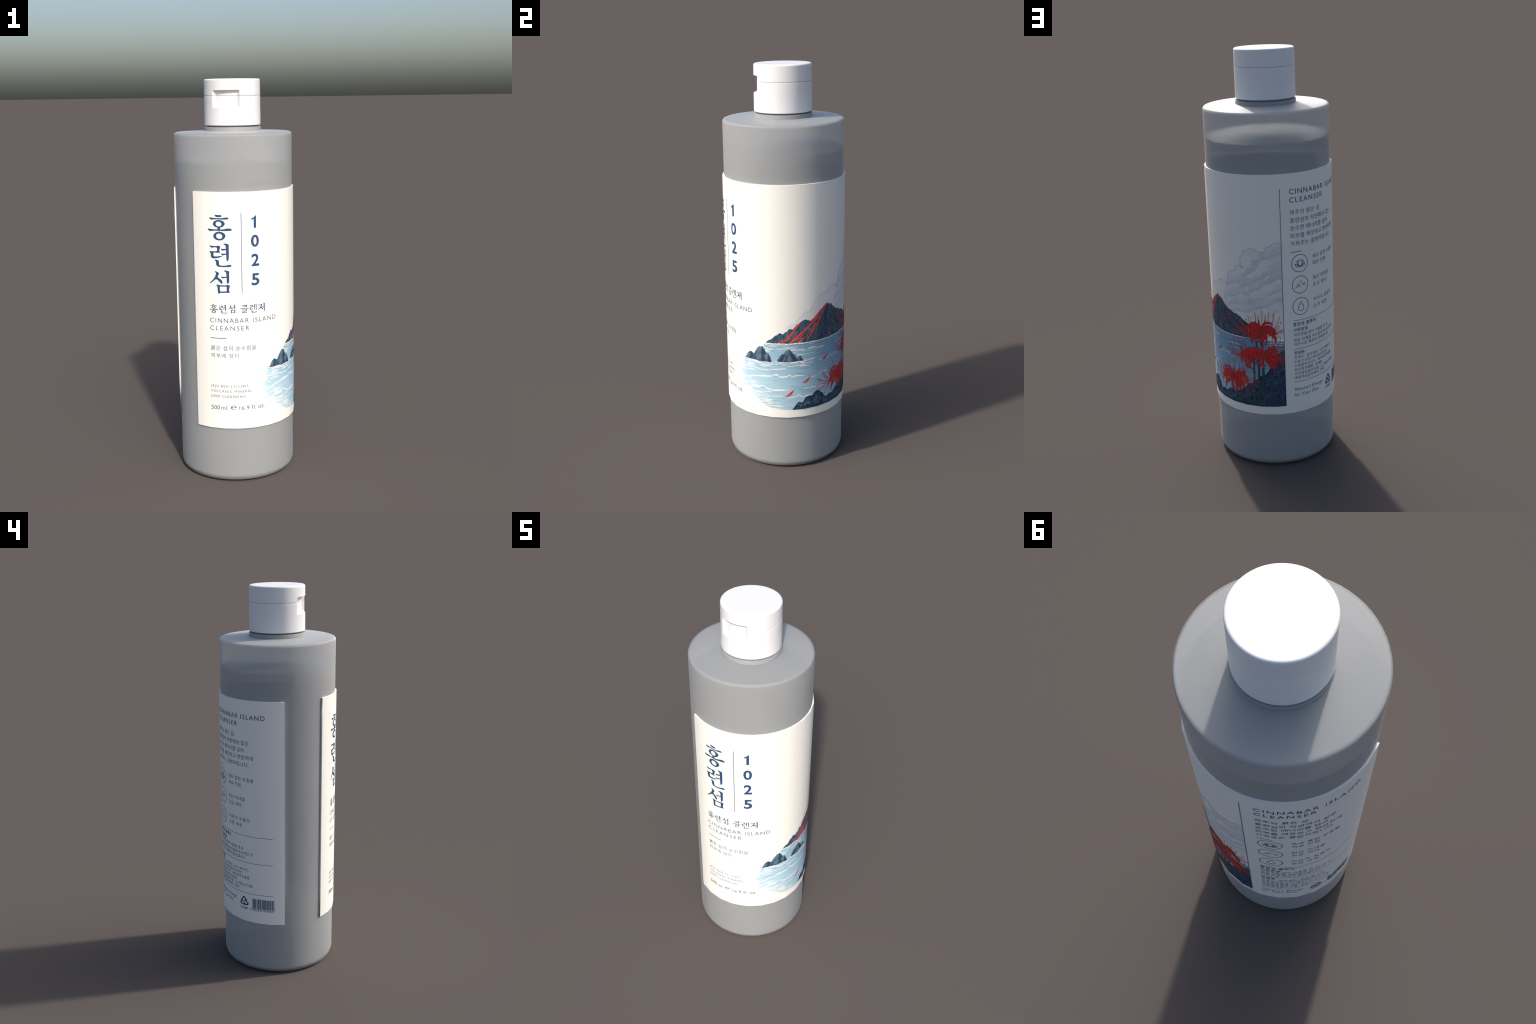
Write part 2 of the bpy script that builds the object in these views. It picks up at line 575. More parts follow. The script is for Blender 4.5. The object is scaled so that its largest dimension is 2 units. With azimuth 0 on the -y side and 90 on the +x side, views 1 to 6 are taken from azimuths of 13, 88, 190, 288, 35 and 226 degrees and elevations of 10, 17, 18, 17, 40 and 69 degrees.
def rect(pr, x0, x1, y0, y1):
    pr.poly([(x0, y0), (x1, y0), (x1, y1), (x0, y1)])


def jagged(pts, rng, rough, depth=3):
    """Midpoint displacement along a polyline: rocky outlines."""
    for d in range(depth):
        out = [pts[0]]
        for (x0, y0), (x1, y1) in zip(pts, pts[1:]):
            L = hypot((x1 - x0) * M_PER_DEG, y1 - y0)
            r = (rng.random() - 0.5) * rough * L
            h = L or 1e-9
            out += [((x0 + x1) / 2 + D(-(y1 - y0) / h * r), (y0 + y1) / 2 + (x1 - x0) * M_PER_DEG / h * r), (x1, y1)]
        pts = out
    return pts


def inside(p, poly):
    x, y = p
    c = False
    for i in range(len(poly)):
        (x0, y0), (x1, y1) = poly[i - 1], poly[i]
        if (y0 > y) != (y1 > y) and x < (x1 - x0) * (y - y0) / (y1 - y0) + x0: c = not c
    return c


def sliver(x0, y0, x1, y1, w, rng=None, lean=0.0):
    """Tapered stroke with a slightly ragged belly."""
    pts = []
    n = 7
    dx, dy = (x1 - x0) * M_PER_DEG, y1 - y0
    h = hypot(dx, dy) or 1e-9
    up, dn = [], []
    for k in range(n):
        t = k / (n - 1)
        prof = sin(pi * min(1, max(0, t)) ** (1 + lean)) if 0 < t < 1 else 0
        j = (0.75 + 0.5 * rng.random()) if rng else 1
        q = w / 2 * prof * j
        cx, cy = x0 + (x1 - x0) * t, y0 + dy * t
        up.append((cx + D(-dy / h * q), cy + dx / h * q))
        dn.append((cx - D(-dy / h * q), cy - dx / h * q))
    return up + dn[-2:0:-1]


# ---- lettering
TYPE = bpy.data.objects.new("type", bpy.data.curves.new("type", "FONT"))
TYPE.data.resolution_u = 3
COL.objects.link(TYPE)


def text_mesh(body, spacing=1.0, offset=0.0, shear=0.0):
    cu = TYPE.data
    cu.body, cu.space_character, cu.offset, cu.shear = body, spacing, offset, shear
    cu.update_tag(); bpy.context.view_layer.update()
    me = bpy.data.meshes.new_from_object(TYPE.evaluated_get(bpy.context.evaluated_depsgraph_get()))
    vs = [(v.co.x, v.co.y) for v in me.vertices]
    fs = [tuple(p.vertices) for p in me.polygons]
    bpy.data.meshes.remove(me)
    return vs, fs


def extent(vs):
    xs, ys = [v[0] for v in vs], [v[1] for v in vs]
    return min(xs), max(xs), min(ys), max(ys)


def letter(pr, body, a0, a1, z0, z1, weight=0.0, shear=0.0, probe=None):
    """Set a line so that it spans a0..a1 and its tall letters z0..z1; the spacing takes up the slack."""
    _, _, p0, p1 = extent(text_mesh(probe or body, 1.0, weight)[0])
    sc = (z1 - z0) / (p1 - p0)
    want = (a1 - a0) * M_PER_DEG / sc
    w = []
    for s in (1.0, 1.5):
        x0, x1, _, _ = extent(text_mesh(body, s, weight, shear)[0])
        w.append(x1 - x0)
    slope = (w[1] - w[0]) / 0.5
    sp = 1.0 + (want - w[0]) / slope if slope > 1e-6 else 1.0
    sp = min(max(sp, 0.8), 1.9)
    vs, fs = text_mesh(body, sp, weight, shear)
    x0, x1, _, _ = extent(vs)
    k = (a1 - a0) / (x1 - x0)
    pr.mesh([(a0 + (x - x0) * k, z0 + (y - p0) * sc) for x, y in vs], fs)


# title: brush-cut syllables drawn stroke by stroke on a 420-unit-wide column
def brush_glyph(pr, strokes, place, rounds=2, fat=(0.0, 0.0)):
    """fat: how far the pen is spread sideways (degrees) and upwards (metres) to thicken the strokes."""
    if any(fat):
        for sx, sy in ((-.5, -.5), (.5, .5)):
            brush_glyph(pr, strokes, lambda x, y: tuple(p + q for p, q in zip(place(x, y), (fat[0] * sx, fat[1] * sy))), rounds)
        return
    for s in strokes:
        if s[0] == "ring":
            _, x, y, rx, ry, ix, iy, irx, iry = s
            o = [(x + rx * cos(2 * pi * k / 48), y + ry * sin(2 * pi * k / 48)) for k in range(48)]
            i = [(ix + irx * cos(2 * pi * k / 48), iy + iry * sin(2 * pi * k / 48)) for k in range(48)]
            pr.poly([place(*p) for p in o], [[place(*p) for p in i[::-1]]])
        elif s[0] == "hole":
            pr.poly([place(*p) for p in chaikin(s[1], rounds)], [[place(*p) for p in s[2]]])
        else:
            pr.poly([place(*p) for p in chaikin(s, rounds)])


HONG = [
    [(205, 120), (250, 130), (318, 126), (333, 140), (322, 158), (240, 160), (225, 148)],
    [(108, 169), (200, 180), (340, 180), (400, 165), (440, 173), (444, 188), (430, 200), (250, 197), (190, 198), (158, 208), (130, 192)],
    ("ring", 280, 273, 100, 62, 278, 276, 52, 42),
    [(252, 325), (306, 325), (300, 380), (264, 380)],
    [(255, 222), (270, 210), (288, 210), (302, 222)],
    [(76, 356), (150, 368), (350, 370), (415, 350), (474, 353), (500, 375), (482, 391), (300, 390), (190, 386), (135, 400), (108, 386)],
    ("ring", 286, 478, 102, 71, 285, 480, 56, 47),
    [(255, 416), (270, 403), (290, 403), (308, 418)],
]
RYEON = [
    [(100, 639), (150, 650), (240, 652), (258, 638), (303, 656), (289, 690), (277, 738), (298, 748), (287, 760), (215, 757),
     (175, 757), (176, 820), (200, 827), (260, 822), (324, 810), (328, 822), (260, 847), (190, 857), (148, 852), (133, 825), (133, 765),
     (100, 734), (150, 740), (245, 740), (246, 668), (190, 668), (148, 681)],
    [(303, 689), (350, 695), (402, 690), (402, 712), (365, 713), (342, 723), (325, 712)],
    [(303, 769), (350, 776), (402, 770), (402, 789), (365, 792), (342, 805), (322, 790)],
    [(353, 603), (390, 604), (445, 619), (438, 640), (440, 850), (427, 890), (402, 915), (398, 760), (394, 650), (385, 625), (357, 615)],
    [(196, 879), (230, 880), (272, 891), (270, 960), (285, 979), (400, 978), (430, 961), (472, 968), (484, 984), (467, 999), (270, 999), (238, 987), (223, 955), (222, 905), (205, 893)],
]
SEOM = [
    [(190, 1079), (215, 1077), (275, 1107), (262, 1130), (238, 1180), (290, 1205), (323, 1240), (330, 1272), (311, 1287), (290, 1270),
     (225, 1197), (165, 1250), (120, 1282), (101, 1287), (103, 1276), (150, 1235), (195, 1180), (221, 1110), (210, 1095)],
    [(295, 1161), (350, 1170), (402, 1163), (402, 1182), (360, 1185), (335, 1195), (315, 1180)],
    [(355, 1058), (390, 1060), (445, 1075), (437, 1100), (438, 1250), (429, 1275), (402, 1293), (398, 1200), (396, 1110), (385, 1085), (358, 1070)],
    ("hole", [(210, 1304), (250, 1308), (300, 1314), (385, 1314), (405, 1302), (455, 1321), (440, 1345), (428, 1415), (453, 1428), (442, 1440),
              (282, 1438), (278, 1452), (262, 1459), (245, 1450), (240, 1340), (228, 1320)],
     [(280, 1420), (396, 1417), (396, 1333), (277, 1331)]),
]
# three more syllables for the smaller line, on their own 420-unit squares (top left = 0, 0)
KEUL = [
    [(95, 20), (150, 30), (300, 30), (318, 22), (345, 38), (330, 90), (318, 150), (296, 150), (306, 92), (200, 98), (150, 102), (130, 88), (306, 76), (310, 48), (180, 50), (130, 56)],
    [(10, 178), (90, 188), (330, 188), (370, 172), (410, 190), (400, 204), (90, 206), (50, 212)],
    [(95, 240), (150, 248), (290, 248), (310, 240), (335, 255), (322, 300), (312, 330), (180, 334), (140, 334), (142, 376), (180, 384), (300, 374), (345, 362), (350, 374), (300, 398), (160, 408), (112, 396), (110, 318), (290, 314), (296, 270), (180, 268), (130, 272)],
]
REN = [
    [(5, 40), (50, 50), (150, 50), (168, 40), (195, 56), (182, 100), (172, 140), (60, 144), (58, 222), (100, 226), (200, 210), (202, 222), (140, 244), (60, 252), (24, 240), (24, 124), (150, 122), (156, 70), (80, 70), (35, 76)],
    [(190, 118), (230, 126), (262, 122), (262, 140), (225, 146), (205, 140)],
    [(235, 20), (262, 22), (294, 34), (290, 60), (290, 270), (264, 280), (260, 60)],
    [(325, 5), (352, 6), (388, 20), (384, 50), (384, 300), (354, 316), (350, 50)],
    [(105, 300), (130, 300), (165, 312), (163, 362), (180, 376), (350, 374), (375, 360), (408, 378), (395, 396), (160, 398), (125, 380), (122, 325)],
]
JEO = [
    [(40, 60), (90, 68), (200, 66), (222, 54), (252, 72), (225, 130), (185, 190), (260, 240), (285, 285), (262, 298), (170, 206), (95, 280), (20, 318), (18, 308), (90, 240), (165, 150), (205, 88), (110, 90), (70, 94)],
    [(225, 170), (270, 180), (330, 174), (330, 196), (275, 200), (248, 204)],
    [(300, 5), (330, 6), (368, 24), (362, 60), (364, 360), (350, 390), (328, 408), (325, 60)],
]

X_UNIT, Z_UNIT = 23.2 / 419, -0.0002884


def title_place(x, y):
    return (-11.4 + (x - 78) * X_UNIT, 1.362 + (y - 120) * Z_UNIT)


for nm, g in (("title_syllable", HONG), ("title_syllable", RYEON), ("title_syllable", SEOM)):
    pr = Print(nm, M_navy, 0.0010)
    brush_glyph(pr, g, title_place, 2, (0.22, 0.0011))
    pr.build()

# smaller line under it
pr = Print("subtitle_lettering", M_navy, 0.0010)


def small_place(ax, x0, y0, w, h, top=0.9215, size=0.0435, width=8.3):
    return lambda x, y: (ax + (x - x0) / w * width, top - (y - y0) / h * size)


brush_glyph(pr, HONG, small_place(-10.8, 78, 120, 419, 430, 0.921), 1, (0.08, 0.0004))
brush_glyph(pr, RYEON, small_place(-1.7, 100, 603, 384, 396, 0.921, 0.042, 7.6), 1, (0.08, 0.0004))
brush_glyph(pr, SEOM, small_place(6.9, 101, 1058, 354, 401, 0.921, 0.042, 7.1), 1, (0.08, 0.0004))
brush_glyph(pr, KEUL, small_place(18.2, 10, 20, 400, 388, 0.920, 0.041, 7.9), 1, (0.20, 0.0010))
brush_glyph(pr, REN, small_place(27.0, 5, 5, 403, 393, 0.921, 0.042, 7.2), 1, (0.20, 0.0010))
brush_glyph(pr, JEO, small_place(35.0, 18, 5, 350, 403, 0.921, 0.043, 7.3), 1, (0.20, 0.0010))
pr.build()

# year, one figure under the other
for body, a0, a1, z0, z1 in (("1", 29.6, 34.4, 1.295, 1.355), ("0", 29.1, 37.1, 1.202, 1.262),
                             ("2", 29.4, 37.1, 1.1085, 1.1695), ("5", 29.3, 37.2, 1.013, 1.0735)):
    pr = Print("year_figure", M_navy, 0.0010)
    if body == "1":
        # flag and stem without a foot
        pr.poly([(34.4, 1.355), (34.4, 1.295), (32.0, 1.295), (32.0, 1.3395), (31.7, 1.3375), (30.0, 1.3335), (29.6, 1.3400),
                 (31.2, 1.3440), (32.8, 1.3500), (33.6, 1.355)])
    else:
        letter(pr, body, a0, a1, z0, z1, 0.026)
    pr.build()

pr = Print("divider_rule", M_rule, 0.0010); rect(pr, 20.05, 20.60, 0.980, 1.369); pr.build()
pr = Print("short_rule", M_greyblue, 0.0010); rect(pr, -10.3, 5.1, 0.7505, 0.7535); pr.build()


def lines(name, mat, rows_, weight=-0.006, shear=0.0, off=0.0010, probe=None):
    pr = Print(name, mat, off)
    for row in rows_:
        letter(pr, *row, weight, shear, probe)
    return pr.build()


lines("product_name_lettering", M_greyblue, [("CINNABAR ISLAND", -10.6, 54.7, 0.8305, 0.8535), ("CLEANSER", -10.6, 26.6, 0.792, 0.8148)], -0.005)
lines("slogan_lettering", M_greyblue, [("붉은 섬의 순수함을", -10.2, 33.0, 0.690, 0.7145), ("피부에 담다.", -10.2, 18.2, 0.6525, 0.6755)], 0.0)
lines("ingredient_claim_lettering", M_greyblue, [("JEJU RED LYCORIS", -11.0, 24.9, 0.5015, 0.5140), ("VOLCANIC MINERAL", -11.1, 28.6, 0.4750, 0.4875),
                                                ("DEEP CLEANSING", -11.0, 22.0, 0.4480, 0.4605)], 0.0, probe="E")
lines("volume_lettering", M_greyblue, [("500", -11.1, -2.5, 0.3845, 0.4065), ("ml", -1.0, 4.5, 0.3855, 0.4060), ("16.9", 16.2, 25.6, 0.3850, 0.4055),
                                      ("fl.", 27.9, 32.2, 0.3860, 0.4070)], 0.0)
lines("volume_lettering", M_greyblue, [("oz.", 34.4, 41.0, 0.3860, 0.4010)], 0.0)
lines("estimated_sign", M_navy, [("\u212e", 8.2, 13.3, 0.3855, 0.4085)], 0.0)

# ------------------------------------------------------------------ back of the label: words
pr = Print("divider_rule", M_navy, 0.0034); rect(pr, 199.15, 199.55, 0.3285, 1.404); pr.build()
lines("product_name_lettering", M_navy, [("CINNABAR ISLAND", 207.8, 274.3, 1.3745, 1.3988), ("CLEANSER", 207.8, 244.4, 1.3355, 1.3596)], 0.0)
lines("story_lettering", M_navy, [("제주의 붉은 섬,", 207.8, 240.8, 1.2775, 1.3020), ("홍련섬의 자연에서 찾은", 207.8, 257.9, 1.2405, 1.2650),
                                 ("순수한 에너지를 담아", 207.8, 252.6, 1.2040, 1.2280), ("피부를 깨끗하고 편안하게", 207.7, 262.4, 1.1670, 1.1910),
                                 ("가꿔주는 클렌저입니다.", 207.7, 257.6, 1.1305, 1.1540)], -0.004)
pr = Print("short_rule", M_greyblue, 0.0010); rect(pr, 208.0, 218.2, 1.1010, 1.1038); pr.build()
lines("benefit_lettering", M_navy, [("제주 홍련 추출물", 229.9, 262.5, 1.0530, 1.0745), ("피부 진정", 229.9, 247.9, 1.0200, 1.0415)], -0.004)
lines("benefit_lettering", M_navy, [("화산 미네랄", 229.9, 252.8, 0.9480, 0.9695), ("모공 케어", 229.9, 248.3, 0.9140, 0.9350)], -0.004)
lines("benefit_lettering", M_navy, [("저자극 포뮬라", 229.9, 257.9, 0.8400, 0.8610), ("순한 세정", 230.0, 248.7, 0.8065, 0.8275)], -0.004)
for z in (0.765, 0.6195, 0.4485):
    pr = Print("thin_rule", M_rule, 0.0010); rect(pr, 208.2, 281.5, z - 0.0010, z + 0.0010); pr.build()
lines("usage_heading", M_navy, [("홍련섬 클렌저", 208.2, 231.8, 0.7360, 0.7555), ("사용방법", 208.2, 222.3, 0.7080, 0.7265)], 0.014)
lines("usage_lettering", M_navy, [("적당량을 덜어 거품을 낸 후", 208.3, 250.0, 0.6840, 0.7015), ("얼굴 전체를 부드럽게 마사지한 뒤", 208.3, 260.5, 0.6580, 0.6755),
                                 ("미온수로 깨끗이 씻어냅니다.", 208.3, 252.2, 0.6350, 0.6530)], -0.002)
lines("ingredients_heading", M_navy, [("전성분", 208.2, 218.6, 0.5900, 0.6095)], 0.014)
lines("ingredients_lettering", M_navy, [("정제수, 글리세린, 코코-베타인,", 208.4, 255.5, 0.5680, 0.5850), ("소듐코코일이세티오네이트,", 208.3, 248.8, 0.5470, 0.5635),
                                       ("소듐클로라이드, 제주홍련추출물,", 208.3, 257.4, 0.5255, 0.5425), ("화산재추출물, 판테놀,", 208.3, 241.1, 0.5040, 0.5210),
                                       ("카프릴릴글라이콜, 1,2-헥산다이올,", 208.3, 260.8, 0.4825, 0.4995), ("에틸헥실글리세린, 향료", 208.3, 243.5, 0.4615, 0.4785)], -0.002)
lines("motto_lettering", M_navy, [("Nature's Energy", 207.8, 240.0, 0.4015, 0.4190), ("for Your Skin", 207.4, 234.0, 0.3725, 0.3900)], -0.004, 0.26, probe="Nf")

# icons: ringed lotus, peaks and drop
for zc in (1.0445, 0.940, 0.833):
    pr = Print("icon_ring", M_navy, 0.0010); ring(pr, 216.2, zc, 0.0428, 0.0432, 0.0026); pr.build()


def strokes(name, x, y, paths, w=0.0024, smooth=True):
    pr = Print(name, M_navy, 0.0010)
    for p in paths:
        q = spline(p, 8) if smooth and len(p) > 2 else p
        put_ribbon(pr, [(x + D(u), y + v) for u, v in q], w)
    return pr.build()


def petal_path(root_, tip, belly):
    """Closed leaf outline from root to tip."""
    (x0, y0), (x1, y1) = root_, tip
    dx, dy = x1 - x0, y1 - y0
    return [[(x0, y0), (x0 + dx * .3 - dy * belly, y0 + dy * .3 + dx * belly), (x0 + dx * .7 - dy * belly, y0 + dy * .7 + dx * belly), (x1, y1)],
            [(x0, y0), (x0 + dx * .3 + dy * belly, y0 + dy * .3 - dx * belly), (x0 + dx * .7 + dy * belly, y0 + dy * .7 - dx * belly), (x1, y1)]]


lotus = petal_path((0, -0.016), (0, 0.019), 0.26)
for s in (1, -1):
    lotus += [[(s * 0.004, -0.014), (s * 0.013, -0.004), (s * 0.0165, 0.012), (s * 0.012, 0.0115), (s * 0.0065, 0.006)],
              [(s * 0.003, -0.0155), (s * 0.012, -0.009), (s * 0.0255, -0.001), (s * 0.019, -0.013), (s * 0.010, -0.0175), (s * 0.001, -0.0165)]]
strokes("lotus_icon", 216.4, 1.0445, lotus)
strokes("mountain_icon", 216.3, 0.940, [[(-0.026, -0.016), (-0.0145, 0.003), (0.001, -0.0125)], [(-0.0165, -0.0140), (0.001, 0.0205), (0.0185, -0.0080)],
                                        [(0.0145, 0.000), (0.0185, 0.008), (0.027, -0.0060)]], smooth=False)
strokes("drop_icon", 216.3, 0.833, [[(0, 0.0225), (-0.006, 0.011), (-0.0135, -0.004), (-0.0125, -0.0165), (0, -0.0225), (0.0125, -0.0165), (0.0135, -0.004), (0.006, 0.011), (0, 0.0225)]])

# recycling mark: three bent arrows, caption inside and below
pr = Print("recycling_mark", M_navy, 0.0010)
for k in range(3):
    t = radians(120 * k)

    def turn(p):
        x, y = p
        return (249.9 + D(x * cos(t) - y * sin(t)), 0.3965 + x * sin(t) + y * cos(t))
    pr.poly([turn(p) for p in ((-0.012, 0.0185), (-0.0065, 0.029), (0.005, 0.029), (0.0145, 0.0125), (0.019, 0.015), (0.0175, -0.001), (0.003, 0.0055), (0.008, 0.0085), (0.0015, 0.0212), (-0.0025, 0.0212), (-0.0065, 0.0150))])
pr.build()
lines("recycling_lettering", M_navy, [("페트", 247.9, 252.0, 0.3875, 0.4015)], 0.004)
lines("recycling_lettering", M_navy, [("OTHER", 244.8, 254.5, 0.3535, 0.3665)], 0.004)

# barcode, coded bar by bar
def ean13(digits):
    Lc = ["0001101", "0011001", "0010011", "0111101", "0100011", "0110001", "0101111", "0111011", "0110111", "0001011"]
    par = ["LLLLLL", "LLGLGG", "LLGGLG", "LLGGGL", "LGLLGG", "LGGLLG", "LGGGLL", "LGLGLG", "LGLGGL", "LGGLGL"][int(digits[0])]
    Rc = ["".join("10"[int(b)] for b in c) for c in Lc]
    out = "101"
    for p, d in zip(par, digits[1:7]):
        out += Lc[int(d)] if p == "L" else Rc[int(d)][::-1]
    return out + "01010" + "".join(Rc[int(d)] for d in digits[7:]) + "101"


code = ean13("8809999999999")
pr = Print("barcode", M_navy, 0.0010)
i = 0
while i < len(code):
    j = i
    while j < len(code) and code[j] == code[i]: j += 1
    if code[i] == "1":
        guard = i < 3 or 45 <= i < 50 or i >= 92
        x0, x1 = 259.8 + 22.6 * i / 95, 259.8 + 22.6 * j / 95
        rect(pr, x0, x1, 0.3615 if guard else 0.369, 0.425)
    i = j
pr.build()
lines("barcode_lettering", M_navy, [("8", 257.3, 258.7, 0.3575, 0.3685), ("809999", 260.7, 270.0, 0.3555, 0.3665), ("999999", 271.9, 281.3, 0.3555, 0.3665)], 0.0)

bpy.data.curves.remove(TYPE.data)

# ------------------------------------------------------------------ picture: sea
rng = random.Random(1025)
ART_FOOT = 0.3295
HORIZON = 0.682
# left end of the water: (azimuth, height) from the horizon down to the foot
SHORE_EDGE = [(69, HORIZON), (65.5, 0.662), (60, 0.640), (54, 0.610), (47, 0.588), (44, 0.565), (45.5, 0.545), (44.5, 0.528),
              (43.5, 0.505), (45.5, 0.485), (47, 0.462), (51, 0.440), (55, 0.415), (58.5, 0.392), (62, 0.372), (67, 0.352), (76, 0.340), (88, 0.3315)]


def edge_at(z):
    for (a0, z0), (a1, z1) in zip(SHORE_EDGE, SHORE_EDGE[1:]):
        if z1 <= z <= z0: return a0 + (a1 - a0) * (z0 - z) / (z0 - z1)
    return SHORE_EDGE[-1][0]


left = []
z = HORIZON
while z > 0.332:
    # saw-tooth brush ends
    a = edge_at(z)
    left.append((a + rng.uniform(0.5, 4.5), z))
    left.append((a - rng.uniform(0.5, 4.0), z - rng.uniform(0.0015, 0.003)))
    z -= rng.uniform(0.005, 0.010)
pr = Print("sea", M_sea, 0.0008)
pr.poly(left + [(92, ART_FOOT), (ART_RIGHT, ART_FOOT), (ART_RIGHT, 0.668), (183, 0.676), (175, HORIZON)])
sea = pr.build()

# blue brush ends beyond the edge, and white ones biting into it
pr = Print("sea_brush_strokes", M_sea_pale, 0.00082, sea)
for k in range(74):
    z = rng.uniform(0.345, 0.665)
    a = edge_at(z)
    L = rng.uniform(4, 13)
    x0 = a - rng.uniform(1, 8) * (1.15 if 0.42 < z < 0.60 else 0.7)
    pr.poly(sliver(x0, z, x0 + L, z + rng.uniform(-0.0015, 0.0015), rng.uniform(0.0015, 0.0045), rng, -0.2))
for (x0, z0, x1, z1) in ((49.6, 0.677, 56, 0.676), (58, 0.6785, 63, 0.678), (61, 0.6765, 84, 0.6735), (37, 0.4985, 50, 0.492), (38.5, 0.5755, 47, 0.568), (34, 0.586, 40, 0.583), (53.5, 0.398, 57, 0.3975)):
    pr.poly(sliver(x0, z0, x1, z1, 0.0032, rng))
pr.build(stuff=True)

pr = Print("foam_streaks", M_white, 0.0014, sea)
for k in range(64):
    z = rng.uniform(0.34, 0.675)
    a = edge_at(z)
    L = rng.uniform(5, 15)
    x0 = a + rng.uniform(-2, 6)
    pr.poly(sliver(x0, z, x0 + L, z + rng.uniform(-0.0015, 0.0015), rng.uniform(0.0016, 0.0042), rng, 0.3))
for k in range(46):     # broken foam under the two sea rocks
    x0 = rng.uniform(47, 104)
    z = rng.uniform(0.560, 0.586)
    pr.poly(sliver(x0, z, x0 + rng.uniform(3, 9), z + rng.uniform(-0.002, 0.002), rng.uniform(0.0012, 0.0034), rng))
for k in range(16):     # light lines far out
    x0 = rng.uniform(66, 112); z = rng.uniform(0.632, 0.674)
    pr.poly(sliver(x0, z, x0 + rng.uniform(6, 18), z + rng.uniform(-0.001, 0.001), rng.uniform(0.0012, 0.003), rng))
pr.build(stuff=True)

for nm, mat, n, w in (("pale_water_streaks", M_sea_pale, 60, 0.0020), ("dark_water_streaks", M_sea_dark, 110, 0.0026)):
    pr = Print(nm, mat, 0.0011, sea, 0.00003)
    for k in range(n):
        z = rng.uniform(0.345, 0.672)
        x0 = rng.uniform(edge_at(z) + 6, 180)
        if nm[0] == "p" and x0 > 140 and rng.random() < 0.5: continue
        pr.poly(sliver(x0, z, x0 + rng.uniform(5, 17), z + rng.uniform(-0.0015, 0.0015), rng.uniform(0.4, 1) * w, rng))
    pr.build(right=ART_RIGHT, stuff=True)


def wave(pts, w, seed, crest=1.0):
    """White breaking line: ragged top, smoother underside, tapered ends."""
    r = random.Random(seed)
    L = sum(abs(b[0] - a[0]) for a, b in zip(pts, pts[1:]))
    n = max(3, int(L / max(1, len(pts) - 1) / 0.45))
    c = spline(pts, n)
    up, dn = [], []
    m = len(c)
    g = 0.5
    for i, (x, y) in enumerate(c):
        t = i / (m - 1)
        g = min(1, max(0.15, g + r.uniform(-0.28, 0.28)))
        e = min(1, t / 0.12, (1 - t) / 0.12)
        up.append((x + r.uniform(-.15, .15), y + w * e * (0.25 + crest * g * r.uniform(0.4, 1))))
        dn.append((x, y - w * e * (0.2 + 0.45 * g * r.uniform(0.5, 1))))
    up[0] = c[0]; up[-1] = c[-1]
    pr = Print("wave_crest", M_white, 0.0016, sea)
    v = up + dn
    pr.mesh(v, [t for i in range(m - 1) for t in ((i, m + i, m + i + 1), (i, m + i + 1, i + 1))])
    return pr.build(right=ART_RIGHT)


WAVES = [
    ([(45, 0.545), (52.1, 0.542), (58.9, 0.546), (64.9, 0.539), (74.0, 0.542)], 0.0045),
    ([(44, 0.484), (48.5, 0.487), (60.6, 0.503), (73.9, 0.511), (78.2, 0.519), (83.2, 0.507), (88, 0.510), (91.4, 0.518), (93.4, 0.506), (98.1, 0.513), (107.1, 0.508)], 0.0060),
    ([(48, 0.434), (54.5, 0.439), (61, 0.447), (65.4, 0.455), (69.5, 0.442), (75.3, 0.436), (80.8, 0.436), (91.3, 0.4385)], 0.0075),
    ([(86.9, 0.3955), (95.0, 0.398), (100.0, 0.406), (103.4, 0.3955), (108.0, 0.399), (114.6, 0.403)], 0.0058),
    ([(104.8, 0.497), (115.0, 0.4965), (119.3, 0.502), (124.3, 0.509), (132, 0.507)], 0.0050),
    ([(103.0, 0.438), (110.8, 0.441), (118.3, 0.4375), (128, 0.437)], 0.0034),
    ([(119.3, 0.578), (129.9, 0.5795), (138.6, 0.5815), (149.0, 0.584)], 0.0032),
    ([(107.7, 0.649), (114.5, 0.653), (120.4, 0.6455), (129.0, 0.648)], 0.0040),
    ([(88.4, 0.561), (96.8, 0.5675), (103.5, 0.568), (107.6, 0.576), (115.1, 0.574)], 0.0040),
    ([(92.5, 0.648), (99, 0.649), (106.4, 0.6465)], 0.0045),
    ([(97.3, 0.6245), (104.9, 0.6235), (116.5, 0.6265)], 0.0026),
    ([(73.0, 0.548), (80, 0.5495), (88.6, 0.553)], 0.0036),
    ([(56, 0.4165), (62, 0.419), (68.2, 0.424), (74.6, 0.425)], 0.0042),
    ([(58.7, 0.3975), (63.7, 0.399), (72.5, 0.398)], 0.0038),
    ([(71.9, 0.4035), (78, 0.4035), (85.2, 0.405)], 0.0026),
    ([(62, 0.368), (70.5, 0.3665), (76.5, 0.364)], 0.0040),
    ([(62, 0.381), (69, 0.379), (73, 0.3785)], 0.0028),
    ([(77, 0.3655), (83, 0.3650)], 0.0022),
    ([(150, 0.620), (158, 0.622), (163, 0.619)], 0.0022),
    ([(142, 0.640), (150, 0.643), (158, 0.640)], 0.0022),
]
for k, (p, w) in enumerate(WAVES):
    wave(p, w, 40 + k)
# foam at the feet of the sea rocks, and along the volcano's shore
for k, (x0, x1, z, w) in enumerate(((45, 77, 0.5855, 0.0075), (77, 112, 0.5885, 0.0070), (98, 116, 0.592, 0.0045))):
    w_ob = wave([(x0, z + 0.002), (x0 * .7 + x1 * .3, z - 0.002), (x0 * .3 + x1 * .7, z - 0.001), (x1, z + 0.003)], w, 80 + k, 0.8)


